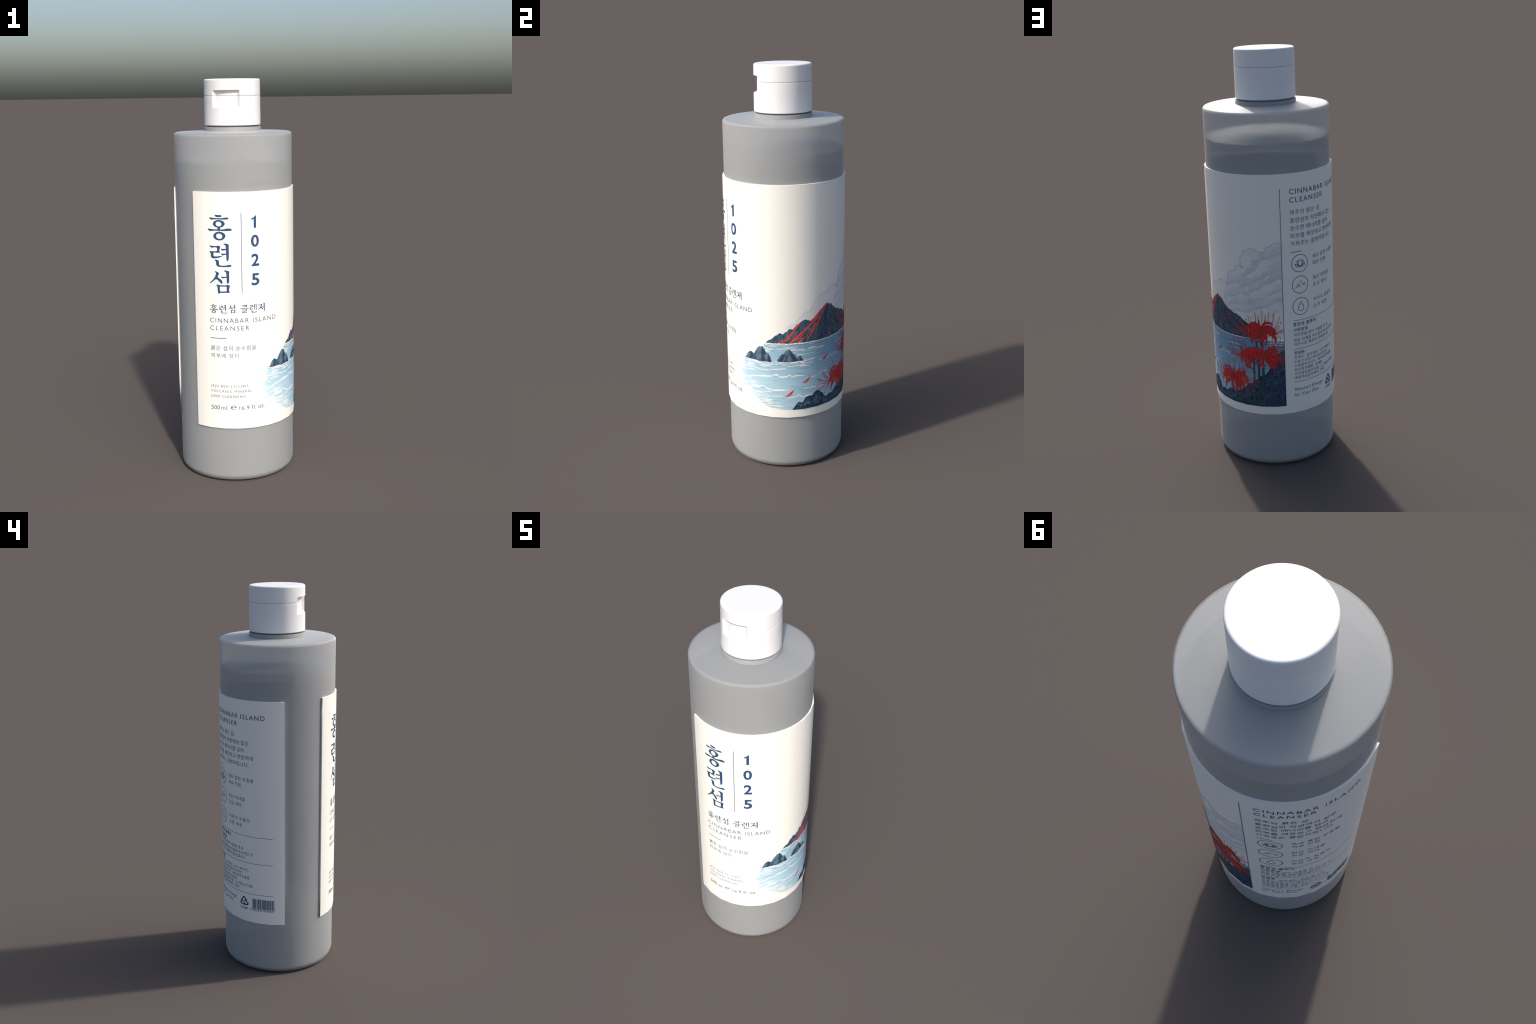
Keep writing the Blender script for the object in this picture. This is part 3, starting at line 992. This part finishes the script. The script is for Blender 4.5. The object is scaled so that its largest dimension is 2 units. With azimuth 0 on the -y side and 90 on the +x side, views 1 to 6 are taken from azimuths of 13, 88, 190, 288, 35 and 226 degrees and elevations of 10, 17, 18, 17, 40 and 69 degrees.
# ------------------------------------------------------------------ picture: clouds
def scallop(pts, seed, size=0.016, lift=0.34):
    """Cauliflower edge: each span of the outline is broken into small bulging arcs."""
    r = random.Random(seed)
    out = []
    for (x0, y0), (x1, y1) in zip(pts, pts[1:]):
        dx, dy = (x1 - x0) * M_PER_DEG, y1 - y0
        L = hypot(dx, dy)
        n = max(1, round(L / size * r.uniform(0.8, 1.2)))
        cuts = sorted([0, 1] + [(k + r.uniform(-.25, .25)) / n for k in range(1, n)])
        for t0, t1 in zip(cuts, cuts[1:]):
            b = (t1 - t0) * L * lift * r.uniform(0.7, 1.2)
            for k in range(7):
                s = k / 7
                t = t0 + (t1 - t0) * s
                h = b * sin(pi * s) ** 0.8 if 0 < s < 1 else 0
                out.append((x0 + (x1 - x0) * t + D(-dy / L * h), y0 + dy * t + dx / L * h))
    out.append(pts[-1])
    return out


CLOUD_TOP = [(88.0, 0.762), (90, 0.770), (93.7, 0.779), (98.0, 0.782), (99.9, 0.808), (103.4, 0.824), (106.2, 0.843), (111.4, 0.837), (114.0, 0.871),
             (118.7, 0.894), (119.9, 0.910), (124.9, 0.919), (129.8, 0.915), (133.0, 0.940), (139.5, 0.949), (147.4, 0.929), (148.0, 0.971),
             (149.0, 0.999), (152.2, 1.010), (155.2, 1.008), (156.6, 1.032), (161.5, 1.039), (164.6, 1.031), (162.2, 1.053), (162.2, 1.077), (165.0, 1.100),
             (166.8, 1.115), (173.5, 1.127), (179.7, 1.108), (182.4, 1.102), (184.8, 1.109), (185.9, 1.132), (190.7, 1.140), (193.6, 1.153),
             (196.9, 1.153), (199.6, 1.143)]
# inner billows from far to near: their upper edges, left to right
BILLOWS = [
    [(147.4, 0.929), (152, 0.935), (157, 0.945), (160.4, 0.943), (165.9, 0.962), (167, 0.984), (170.4, 1.001), (174.5, 1.009), (176.7, 1.025), (178.7, 1.042),
     (179.5, 1.059), (182.9, 1.072), (188, 1.070), (194, 1.085), (199.6, 1.090)],
    [(150, 0.880), (156, 0.898), (160.7, 0.911), (165, 0.930), (170, 0.945), (175, 0.955), (180, 0.962), (184, 0.980), (187, 0.997), (193.1, 1.001), (199.6, 1.017)],
    [(143, 0.845), (147.5, 0.871), (155.4, 0.872), (158.7, 0.895), (165.8, 0.892), (169.4, 0.886), (171.2, 0.911), (180.2, 0.925), (183.3, 0.945), (189, 0.953), (194, 0.968), (199.6, 0.972)],
    [(146, 0.815), (151, 0.830), (158, 0.842), (164, 0.838), (171, 0.856), (178, 0.870), (184, 0.872), (188, 0.893), (194, 0.905), (199.6, 0.912)],
    [(152, 0.800), (159, 0.806), (166, 0.800), (172, 0.815), (180, 0.828), (186, 0.835), (191, 0.856), (199.6, 0.862)],
]
CLOUD_FOOT = 0.672
top = scallop(CLOUD_TOP, 3, 0.017, 0.26)
pr = Print("cloud_bank", M_cloud, 0.00080)
pr.poly(top + [(ART_RIGHT, CLOUD_FOOT + 0.012), (180, 0.684), (150, 0.70), (118, 0.70)])
clouds = pr.build(right=ART_RIGHT)
pr = Print("cloud_outline", M_cloud_line, 0.00115, clouds)
put_ribbon(pr, top, lambda t: 0.0009 + 0.0010 * min(1, t * 1.8))
pr.build(right=ART_RIGHT)


def puff(r, x, y, rad):
    """Knobbly round blot of shade."""
    n = r.randrange(6, 9)
    g = r.uniform(0, 6)
    pts = [(x + D(rad * 1.15 * cos(g + 2 * pi * k / n)), y + rad * r.uniform(0.7, 1.0) * sin(g + 2 * pi * k / n)) for k in range(n)]
    return scallop((pts + [pts[0]])[::-1], r.randrange(999), rad * 0.7, 0.30)[:-1]


def along(b, t):
    """Point at fraction t of a polyline's azimuth span."""
    x = b[0][0] + (b[-1][0] - b[0][0]) * t
    for (x0, y0), (x1, y1) in zip(b, b[1:]):
        if x0 <= x <= x1: return x, y0 + (y1 - y0) * (x - x0) / max(1e-6, x1 - x0)
    return b[-1]


for k, b in enumerate(BILLOWS):
    r = random.Random(300 + k)
    z_off = 0.0009 + 0.00026 * k
    for nm, mat, n, lift, size, o in (("cloud_shade", M_cloud_mid, 17, 0.020, 0.022, 0.0), ("cloud_shade", M_cloud_dark, 15, 0.007, 0.017, 0.00007)):
        pr = Print(nm, mat, z_off + o, clouds, 0.000005)
        for j in range(n):
            x, y = along(b, (j + r.uniform(0.1, 0.9)) / n)
            pr.poly(puff(r, x - r.uniform(0, 2), y + lift * r.uniform(0.3, 1.3), size * r.uniform(0.6, 1.2)))
        pr.build(right=ART_RIGHT, bottom=CLOUD_FOOT + 0.012, stuff=True)
    e = scallop(b, 40 + k, 0.045, 0.22)[::3]
    e = scallop(e, 60 + k, 0.013, 0.30)
    e = [(min(x, ART_RIGHT + 0.4), y) for x, y in e]
    pr = Print("cloud_billow", M_cloud, z_off + 0.00016, clouds)
    low = [(ART_RIGHT + 0.4, b[-1][1] - 0.085), (b[-1][0] * .45 + b[0][0] * .55, (b[0][1] + b[-1][1]) / 2 - 0.085), (b[0][0] + 1.0, b[0][1] - 0.02)]
    pr.poly(e + low)
    pr.build(right=ART_RIGHT, bottom=CLOUD_FOOT + 0.012)
    # soft inner lobes
    pr = Print("cloud_shade", M_cloud_mid, z_off + 0.00020, clouds, 0.000003)
    for j in range(9):
        x, y = along(b, r.uniform(0.05, 0.95))
        pr.poly(puff(r, x, y - r.uniform(0.020, 0.045), r.uniform(0.006, 0.014)))
    pr.build(right=ART_RIGHT, bottom=CLOUD_FOOT + 0.012, stuff=True)
    if k == 0:
        pr = Print("cloud_outline", M_cloud_line, z_off + 0.00024, clouds)
        put_ribbon(pr, e[len(e) // 2:], lambda t: 0.0014 * min(1, t * 4, (1 - t) * 1.2))
        pr.build(right=ART_RIGHT)

# ------------------------------------------------------------------ picture: volcano
SUMMIT = (129.8, 0.867)
ridge = [(67.9, 0.684), (72.2, 0.703), (77.1, 0.722), (82.4, 0.741), (85.1, 0.735), (90.8, 0.762), (94.1, 0.758), (98.4, 0.782), (103.2, 0.799),
         (106.0, 0.805), (111.4, 0.793), (117.7, 0.821), (124.3, 0.847), SUMMIT, (132.1, 0.859), (136.1, 0.855), (140, 0.836), (143.8, 0.818), (148, 0.812), (152.8, 0.796),
         (154.5, 0.799), (158.7, 0.789), (163, 0.772), (167.2, 0.757), (173, 0.730), (179, 0.702), (183.5, 0.680)]
ridge_j = jagged(ridge, rng, 0.20, 3)
mountain_outline = ridge_j + [(176, 0.678), (160, 0.680), (140, 0.683), (118, 0.680), (100, 0.682), (84, 0.679)]
pr = Print("volcano", M_mountain, 0.0024)
pr.poly(mountain_outline)
volcano = pr.build()


def downhill(x, y):
    """Direction the gullies run at a point: away from the nearest summit, and down."""
    sx, sy = min(((129.8, 0.90), (106, 0.83), (90.8, 0.79), (82, 0.77)), key=lambda s: abs(s[0] - x) * M_PER_DEG + 0.2 * abs(s[1] - y) + (0 if x <= s[0] + 3 or s[0] > 120 else 0.05))
    dx, dy = (x - sx) * M_PER_DEG, min(-0.01, y - sy)
    h = hypot(dx, dy)
    return dx / h, dy / h


for nm, mat, n, wmax in (("ridge_light", M_slate_light, 95, 0.0075), ("ridge_shadow", M_slate_dark, 150, 0.0080), ("ridge_tone", M_slate, 80, 0.010)):
    pr = Print(nm, mat, 0.00248 + 0.00008 * (nm[6] == "s"), volcano, 0.00001)
    tries = 0
    done = 0
    while done < n and tries < 4000:
        tries += 1
        x, y = rng.uniform(69, 180), rng.uniform(0.684, 0.862)
        if nm == "ridge_light" and x > 124 and rng.random() < 0.75: continue
        if nm == "ridge_shadow" and x < 118 and rng.random() < 0.55: continue
        dx, dy = downhill(x, y)
        L = rng.uniform(0.014, 0.050)
        e = (x + D(dx * L), y + dy * L)
        s = sliver(x, y, *e, rng.uniform(0.3, 1) * wmax, rng, -0.35)
        if all(inside(p, mountain_outline) for p in s[::3]) and inside(e, mountain_outline):
            pr.poly(s); done += 1
    pr.build(stuff=True)

LAVA = [
    ([(87.0, 0.698), (90.8, 0.722), (94, 0.746), (97.5, 0.769), (102.7, 0.797)], 0.0095),
    ([(79.5, 0.684), (83.5, 0.695), (87.5, 0.703), (92.5, 0.713)], 0.0080),
    ([(88.5, 0.715), (91.5, 0.727), (94.5, 0.735), (97, 0.751)], 0.0050),
    ([(97.2, 0.760), (99, 0.772), (101.5, 0.785)], 0.0045),
    ([(91.2, 0.686), (95, 0.703), (98.8, 0.721), (104, 0.742), (108.5, 0.763), (113, 0.781), (118.7, 0.812), (124.9, 0.846), (129.4, 0.866)], 0.0130),
    ([(93, 0.692), (96.5, 0.703), (99.5, 0.709), (103, 0.723), (105.5, 0.738)], 0.0060),
    ([(98.2, 0.686), (101, 0.697), (103.5, 0.705), (106.5, 0.718)], 0.0095),
    ([(108.8, 0.704), (112.5, 0.732), (115.2, 0.752), (118.6, 0.772), (121.9, 0.797), (124.9, 0.829), (127.4, 0.849), (129.7, 0.866)], 0.0085),
    ([(108.9, 0.726), (112, 0.741), (115, 0.752)], 0.0042),
    ([(113.5, 0.760), (116.5, 0.774), (119.5, 0.786), (122.8, 0.808), (124.2, 0.831)], 0.0070),
    ([(112.0, 0.792), (115.5, 0.806), (119.5, 0.824), (123.6, 0.843)], 0.0045),
    ([(134.9, 0.688), (133.3, 0.703), (132.3, 0.717), (133.1, 0.738)], 0.0036),
    ([(129.8, 0.8665), (132.2, 0.8585), (133.2, 0.846), (134.2, 0.831), (134.8, 0.822)], 0.0030),
    ([(132.2, 0.8590), (134.5, 0.8540)], 0.0030),
    ([(136.4, 0.771), (139.0, 0.759), (142.5, 0.743)], 0.0040),
    ([(137.6, 0.833), (139.5, 0.818), (141, 0.807)], 0.0032),
    ([(143.8, 0.788), (145.5, 0.778)], 0.0034),
    ([(145.5, 0.771), (147.3, 0.760), (149.0, 0.750)], 0.0040),
    ([(146.5, 0.795), (149, 0.781), (150, 0.777)], 0.0032),
    ([(128.6, 0.782), (128.9, 0.772), (129.4, 0.766)], 0.0026),
    ([(148.3, 0.712), (149.5, 0.696), (150, 0.688)], 0.0030),
]
for k, (p, w) in enumerate(LAVA):
    r = random.Random(500 + k)
    pr = Print("lava_stream", M_lava, 0.0027 + 0.00002 * k, volcano)
    q = spline(p, 7)
    jit = [r.uniform(0.45, 1.1) for _ in q]
    put_ribbon(pr, q, lambda t: w * min(1, t / 0.06 + 0.12, (1 - t) / 0.35 + 0.12) * jit[int(t * (len(q) - 1) + 0.5)])
    pr.build()
pr = Print("lava_embers", M_lava, 0.0028, volcano)
for k in range(46):
    x, y = rng.uniform(85, 150), rng.uniform(0.69, 0.83)
    if inside((x, y), mountain_outline): disc(pr, x, y, rng.uniform(0.0006, 0.0016), 6)
pr.build(stuff=True)
# surf along the foot of the volcano
pr = Print("surf_line", M_white, 0.0030, volcano)
r = random.Random(9)
up, dn = [], []
x = 66.5
while x < 183:
    base = 0.6835 if x < 165 else 0.6835 - (x - 165) * 0.0004
    w = 0.0042 if x < 120 else 0.0030
    if x > 160: w = 0.0018
    up.append((x, base + w * r.uniform(0.35, 1.0) + (0.004 * r.random() if 86 < x < 108 and r.random() < 0.3 else 0)))
    dn.append((x, base - w * r.uniform(0.5, 1.0)))
    x += 0.85
m = len(up)
pr.mesh(up + dn, [t for i in range(m - 1) for t in ((i, m + i, m + i + 1), (i, m + i + 1, i + 1))])
pr.build()
# far water lines right of the volcano
pr = Print("far_water_lines", M_white, 0.0014, sea)
for z in (0.6695, 0.6605, 0.6515):
    pr.poly(sliver(180, z + 0.001, 206, z - 0.004, 0.0034, rng))
pr.build(right=ART_RIGHT, stuff=True)


# ------------------------------------------------------------------ picture: rocks
def rock(name, outline, base, dark, light, off=0.0026, seed=0, mats=(M_slate, M_slate_dark, M_slate_light)):
    r = random.Random(seed)
    pr = Print(name, mats[0], off)
    pr.poly(jagged(outline, r, 0.16, 2) + base)
    ob = pr.build()
    for nm, mat, shapes, o in (("rock_shadow", mats[1], dark, 0.00008), ("rock_light", mats[2], light, 0.00016)):
        if shapes:
            pr = Print(nm, mat, off + o, ob, 0.00002)
            for s in shapes: pr.poly(jagged(list(s) + [s[0]], r, 0.15, 1)[:-1])
            pr.build()
    return ob


rock("sea_rock", [(46.3, 0.588), (48.2, 0.604), (49.8, 0.618), (52.9, 0.628), (55.9, 0.619), (57.6, 0.629), (59.6, 0.646), (62.4, 0.664), (63.6, 0.6615), (65.3, 0.665), (67.6, 0.650), (69.4, 0.630), (70.9, 0.632), (73.0, 0.612), (74.8, 0.587)],
     [(72.4, 0.5845), (68, 0.586), (64.0, 0.583), (59, 0.587), (55.3, 0.5865), (50.2, 0.5855)],
     [[(52.9, 0.626), (55.4, 0.618), (55.0, 0.598), (53.0, 0.588), (51.2, 0.590), (52.4, 0.606)], [(65.2, 0.663), (67.4, 0.649), (69.0, 0.631), (66.6, 0.618), (65.6, 0.600), (64.0, 0.620), (64.4, 0.640)],
      [(66.2, 0.614), (67.5, 0.600), (69.0, 0.586), (66.0, 0.585), (64.2, 0.600)], [(70.9, 0.630), (72.9, 0.612), (74.2, 0.589), (71.0, 0.587), (70.2, 0.606)], [(56.4, 0.600), (58.0, 0.612), (58.2, 0.594), (56.2, 0.589)]],
     [[(60.0, 0.644), (62.3, 0.661), (64.6, 0.662), (63.6, 0.640), (62.4, 0.628), (60.2, 0.632)], [(58.6, 0.616), (61.5, 0.624), (64.4, 0.622), (63.5, 0.598), (60.6, 0.590), (59.0, 0.602)], [(67.6, 0.622), (70.4, 0.628), (71.2, 0.612), (69.6, 0.596), (68.0, 0.606)], [(49.0, 0.606), (51.6, 0.618), (51.0, 0.604), (48.6, 0.594)]], seed=21)
rock("sea_rock", [(79.2, 0.590), (80.6, 0.606), (81.9, 0.618), (83.8, 0.630), (85.3, 0.631), (87.6, 0.649), (90.9, 0.656), (93.3, 0.638), (94.6, 0.627), (95.6, 0.629), (97.3, 0.612), (99.1, 0.591)],
     [(95, 0.589), (90.6, 0.5875), (84.3, 0.5885)],
     [[(90.9, 0.654), (93.1, 0.637), (94.8, 0.624), (96.8, 0.612), (98.6, 0.592), (94.2, 0.590), (93.2, 0.610), (91.0, 0.630)], [(83.8, 0.628), (85.6, 0.622), (85.4, 0.606), (82.6, 0.590), (80.2, 0.591), (83.2, 0.610)], [(87.2, 0.612), (88.8, 0.620), (88.0, 0.602), (86.6, 0.589), (85.6, 0.590)]],
     [[(86.2, 0.634), (88.2, 0.648), (90.2, 0.652), (89.8, 0.632), (87.6, 0.624)], [(89.2, 0.614), (91.4, 0.622), (92.6, 0.606), (91.8, 0.590), (89.0, 0.590)], [(85.8, 0.608), (87.6, 0.616), (87.0, 0.600), (85.0, 0.591)]], seed=22)
rock("sea_rock", [(98.2, 0.594), (98.6, 0.609), (100.6, 0.6175), (101.7, 0.616), (102.9, 0.604), (104.1, 0.593)], [(101, 0.591)],
     [[(100.9, 0.615), (102.2, 0.608), (103.4, 0.594), (101.0, 0.593)]], [[(99.0, 0.606), (100.4, 0.612), (100.4, 0.600), (99.0, 0.598)]], seed=23)

shore = [(93.1, 0.3305), (96.1, 0.349), (99.1, 0.371), (101, 0.369), (103.0, 0.366), (105.7, 0.389), (109.9, 0.398), (112.7, 0.394), (116.4, 0.414), (119.3, 0.4195),
         (122.2, 0.403), (124.6, 0.397), (126.7, 0.377), (130.0, 0.368), (133.7, 0.379), (138.2, 0.372), (141.4, 0.387), (146.4, 0.401), (149.9, 0.384), (154.2, 0.396),
         (159, 0.414), (165.0, 0.445), (168.5, 0.452), (173.9, 0.475), (177.9, 0.495), (181.2, 0.499), (183.5, 0.512), (185.0, 0.524), (188.0, 0.552), (190.2, 0.578), (192.7, 0.601), (196, 0.613), (200.2, 0.625)]
shore_j = jagged(shore, rng, 0.18, 3)
shore_outline = shore_j + [(200.2, ART_FOOT)]
pr = Print("shore_rocks", M_shore, 0.0028)
pr.poly(shore_outline)
shore_ob = pr.build(right=ART_RIGHT)
for nm, mat, n in (("rock_light", M_shore_light, 150), ("rock_shadow", M_slate_dark, 70), ("rock_edge", M_slate, 34)):
    pr = Print(nm, mat, 0.00286 + 0.00008 * (nm == "rock_edge"), shore_ob, 0.00001)
    done = tries = 0
    while done < n and tries < 5000:
        tries += 1
        x, y = rng.uniform(94, 198), rng.uniform(0.333, 0.62)
        if nm == "rock_edge" and x > 150: continue
        L = rng.uniform(0.014, 0.046)
        g = radians(rng.uniform(35, 70) if x > 118 else rng.uniform(48, 75))
        e = (x + D(cos(g) * L), y + sin(g) * L)
        s = sliver(x, y, *e, rng.uniform(0.003, 0.011) * (1.5 if x < 135 else 1), rng, -0.3)
        if all(inside(p, shore_outline) for p in s[::2]):
            pr.poly(s); done += 1
    pr.build(right=ART_RIGHT, bottom=ART_FOOT, stuff=True)


# ------------------------------------------------------------------ picture: spider lilies
def stem(pts, w):
    pr = Print("lily_stem", M_stem, 0.0032)
    q = spline(pts, 6)
    put_ribbon(pr, q, w)
    ob = pr.build(bottom=ART_FOOT)
    pr = Print("stem_sheen", M_stem_light, 0.0033, ob)
    put_ribbon(pr, [(x - 0.25, y) for x, y in q], w * 0.22)
    pr.build(bottom=ART_FOOT)


stem([(178.7, 0.716), (179.1, 0.66), (179.4, 0.60), (179.5, 0.50), (179.4, 0.40), (179.4, 0.325)], 0.0115)
stem([(173.6, 0.706), (174.2, 0.65), (175.0, 0.58)], 0.0065)
stem([(175.5, 0.585), (175.5, 0.50), (175.2, 0.40), (175.2, 0.325)], 0.0110)
stem([(170.8, 0.590), (171.0, 0.54), (170.8, 0.45), (170.8, 0.325)], 0.0085)
stem([(149.6, 0.450), (150.7, 0.427), (151.9, 0.38), (153.0, 0.325)], 0.0085)


def petal_curve(cx, cy, phi, L, curl, n=14):
    """Strap petal leaving the centre at angle phi (degrees) and rolling back at its tip."""
    pts = [(cx, cy)]
    h = radians(phi)
    x, y = cx, cy
    for k in range(n):
        t = (k + 0.5) / n
        a = h + radians(curl) * t ** 1.5
        x += D(cos(a) * L / n); y += sin(a) * L / n
        pts.append((x, y))
    return pts


def stamen(cx, cy, tx, ty, bow):
    """Long filament: leaves low and sideways, then sweeps up to its anther."""
    mx = cx + (tx - cx) * 0.92
    my = cy + (ty - cy) * 0.12 - bow * 0.8
    out = []
    for k in range(15):
        t = k / 14
        out.append((cx * (1 - t) ** 2 + 2 * mx * t * (1 - t) + tx * t * t, cy * (1 - t) ** 2 + 2 * my * t * (1 - t) + ty * t * t))
    return out


def lily(centres, reach, tips, seed, off, squash=1.0):
    r = random.Random(seed)
    head = Print("lily_flower", M_red, off)
    shade = Print("petal_shadow", M_red_dark, off)
    curves = []
    for cx, cy in centres:
        n = 22
        for k in range(n):
            phi = -62 + 304 * k / (n - 1) + r.uniform(-8, 8)        # all round except straight down
            inward = len(centres) > 1 and cos(radians(phi)) * (sum(c[0] for c in centres) / len(centres) - cx) > 0
            if inward and abs(cos(radians(phi))) > 0.6: continue       # twin heads do not grow into each other
            side = 1 if cos(radians(phi)) >= 0 else -1
            upness = sin(radians(phi))
            L = reach * r.uniform(0.85, 1.15)
            if upness > 0.30: curl = -side * r.uniform(150, 250)      # arches over and outward
            elif upness > -0.30:
                curl = side * r.uniform(60, 190) * (1 if r.random() < 0.6 else -1)
                L *= 0.95
            else:
                curl = side * r.uniform(-150, 90)
                L *= 0.72
            curves.append((petal_curve(cx, cy, phi, L, curl, 18), r.uniform(0.0062, 0.0090)))
        for k in range(10 if len(centres) == 1 else 8):     # short inner petals fill the middle
            phi = r.uniform(-30, 210)
            curves.append((petal_curve(cx, cy + 0.004, phi, reach * r.uniform(0.45, 0.75), r.uniform(-230, 230), 18), r.uniform(0.0055, 0.0080)))
    r.shuffle(curves)
    for k, (c, w) in enumerate(curves):
        ph = r.uniform(0, 6)
        c = [(x, centres[0][1] + (y - centres[0][1]) * squash) for x, y in c]

        def wid(t):
            return w * (0.30 + 0.70 * min(1, t / 0.35)) * min(1, (1 - t) / 0.20 + 0.10) * (1 + 0.10 * sin(20 * t + ph))
        lay = off + 0.000024 * k
        put_ribbon(shade, c, lambda t: wid(t) + 0.0021, lay)                # dark edge behind each petal
        put_ribbon(head, c, wid, lay + 0.000008)
        a, b = r.randrange(0, 3), r.randrange(9, 16)
        put_ribbon(shade, c[a:b], lambda t: w * 0.20 * sin(pi * min(1, max(0.02, t))), lay + 0.000016)
    ob = head.build(right=ART_RIGHT)
    shade.parent = label
    shade.build(right=ART_RIGHT, stuff=True)
    fil = Print("lily_stamens", M_red, off - 0.00025, None, 0.00001)
    for tx, ty in tips:
        cx, cy = min(centres, key=lambda c: abs(c[0] - tx))
        for rep in range(2):
            ex = tx if rep == 0 else tx + (cx - tx) * r.uniform(0.04, 0.22)
            ey = ty if rep == 0 else ty - r.uniform(0.006, 0.024) * (1 if ty > cy else -0.4)
            q = stamen(cx, cy, ex, ey, 0.018 if ty > cy - 0.02 else -0.004)
            put_ribbon(fil, q, 0.0015 if rep == 0 else 0.0011)
            disc(fil, ex, ey, 0.0030 if rep == 0 else 0.0020, 8)
    fil.build(right=ART_RIGHT + 0.001, stuff=True)
    return ob


lily([(178.7, 0.722)], 0.100,
     [(167.3, 0.796), (173.8, 0.812), (176.5, 0.800), (180.3, 0.822), (183.2, 0.802), (186.2, 0.813), (190.9, 0.811), (195.6, 0.792), (196.6, 0.766), (201, 0.744), (197.0, 0.722), (201, 0.710), (196.0, 0.686), (164.9, 0.778),
      (159.3, 0.785), (161.2, 0.772), (157.5, 0.758), (153.0, 0.764), (151.1, 0.742), (150.5, 0.714), (152.3, 0.697), (160, 0.688)], 71, 0.0040)
lily([(171.5, 0.588), (180.8, 0.588)], 0.104,
     [(141.5, 0.604), (142.8, 0.631), (146.0, 0.653), (150.0, 0.669), (148.5, 0.610), (155.0, 0.671), (157.1, 0.679), (160.4, 0.671), (163.0, 0.668), (146.5, 0.585), (152, 0.562), (186, 0.672), (188.6, 0.679), (191.1, 0.673), (193, 0.660), (195.6, 0.670), (198.2, 0.654),
      (201.0, 0.633), (201, 0.600), (200.5, 0.582), (201, 0.562), (200, 0.546), (199.5, 0.528), (190, 0.512)], 72, 0.0035)
lily([(149.0, 0.455)], 0.104,
     [(120.2, 0.475), (126.5, 0.508), (134.4, 0.536), (131, 0.522), (139.3, 0.544), (143.1, 0.551), (148.8, 0.556), (151.0, 0.548), (156, 0.548), (160, 0.535), (163.5, 0.530), (168.9, 0.517), (172.3, 0.508), (173.4, 0.491), (175.0, 0.460), (174.0, 0.430),
      (170.3, 0.406), (165.5, 0.383), (119.4, 0.476), (124.9, 0.507), (117.8, 0.440), (122.7, 0.413), (127.2, 0.391)], 73, 0.0036)

# petals adrift on the water
for x0, y0, x1, y1 in ((86.2, 0.407, 95.6, 0.4385), (103.1, 0.474, 111.5, 0.4995), (123.5, 0.576, 132.3, 0.5995)):
    dx, dy = (x1 - x0), (y1 - y0)
    c = spline([(x0, y0), (x0 + dx * 0.3, y0 + dy * 0.05), (x0 + dx * 0.62, y0 + dy * 0.42), (x0 + dx * 0.84, y0 + dy * 0.82), (x1, y1)], 6)
    pr = Print("drifting_petal", M_lava, 0.0022)
    put_ribbon(pr, c, lambda t: 0.0022 + 0.0095 * max(0, sin(pi * min(1, max(0, (t - 0.05) / 0.8)))) ** 1.3)
    pet = pr.build()
    pr = Print("petal_vein", M_red_dark, 0.0023, pet)
    put_ribbon(pr, c[6:17], 0.0009)
    pr.build()
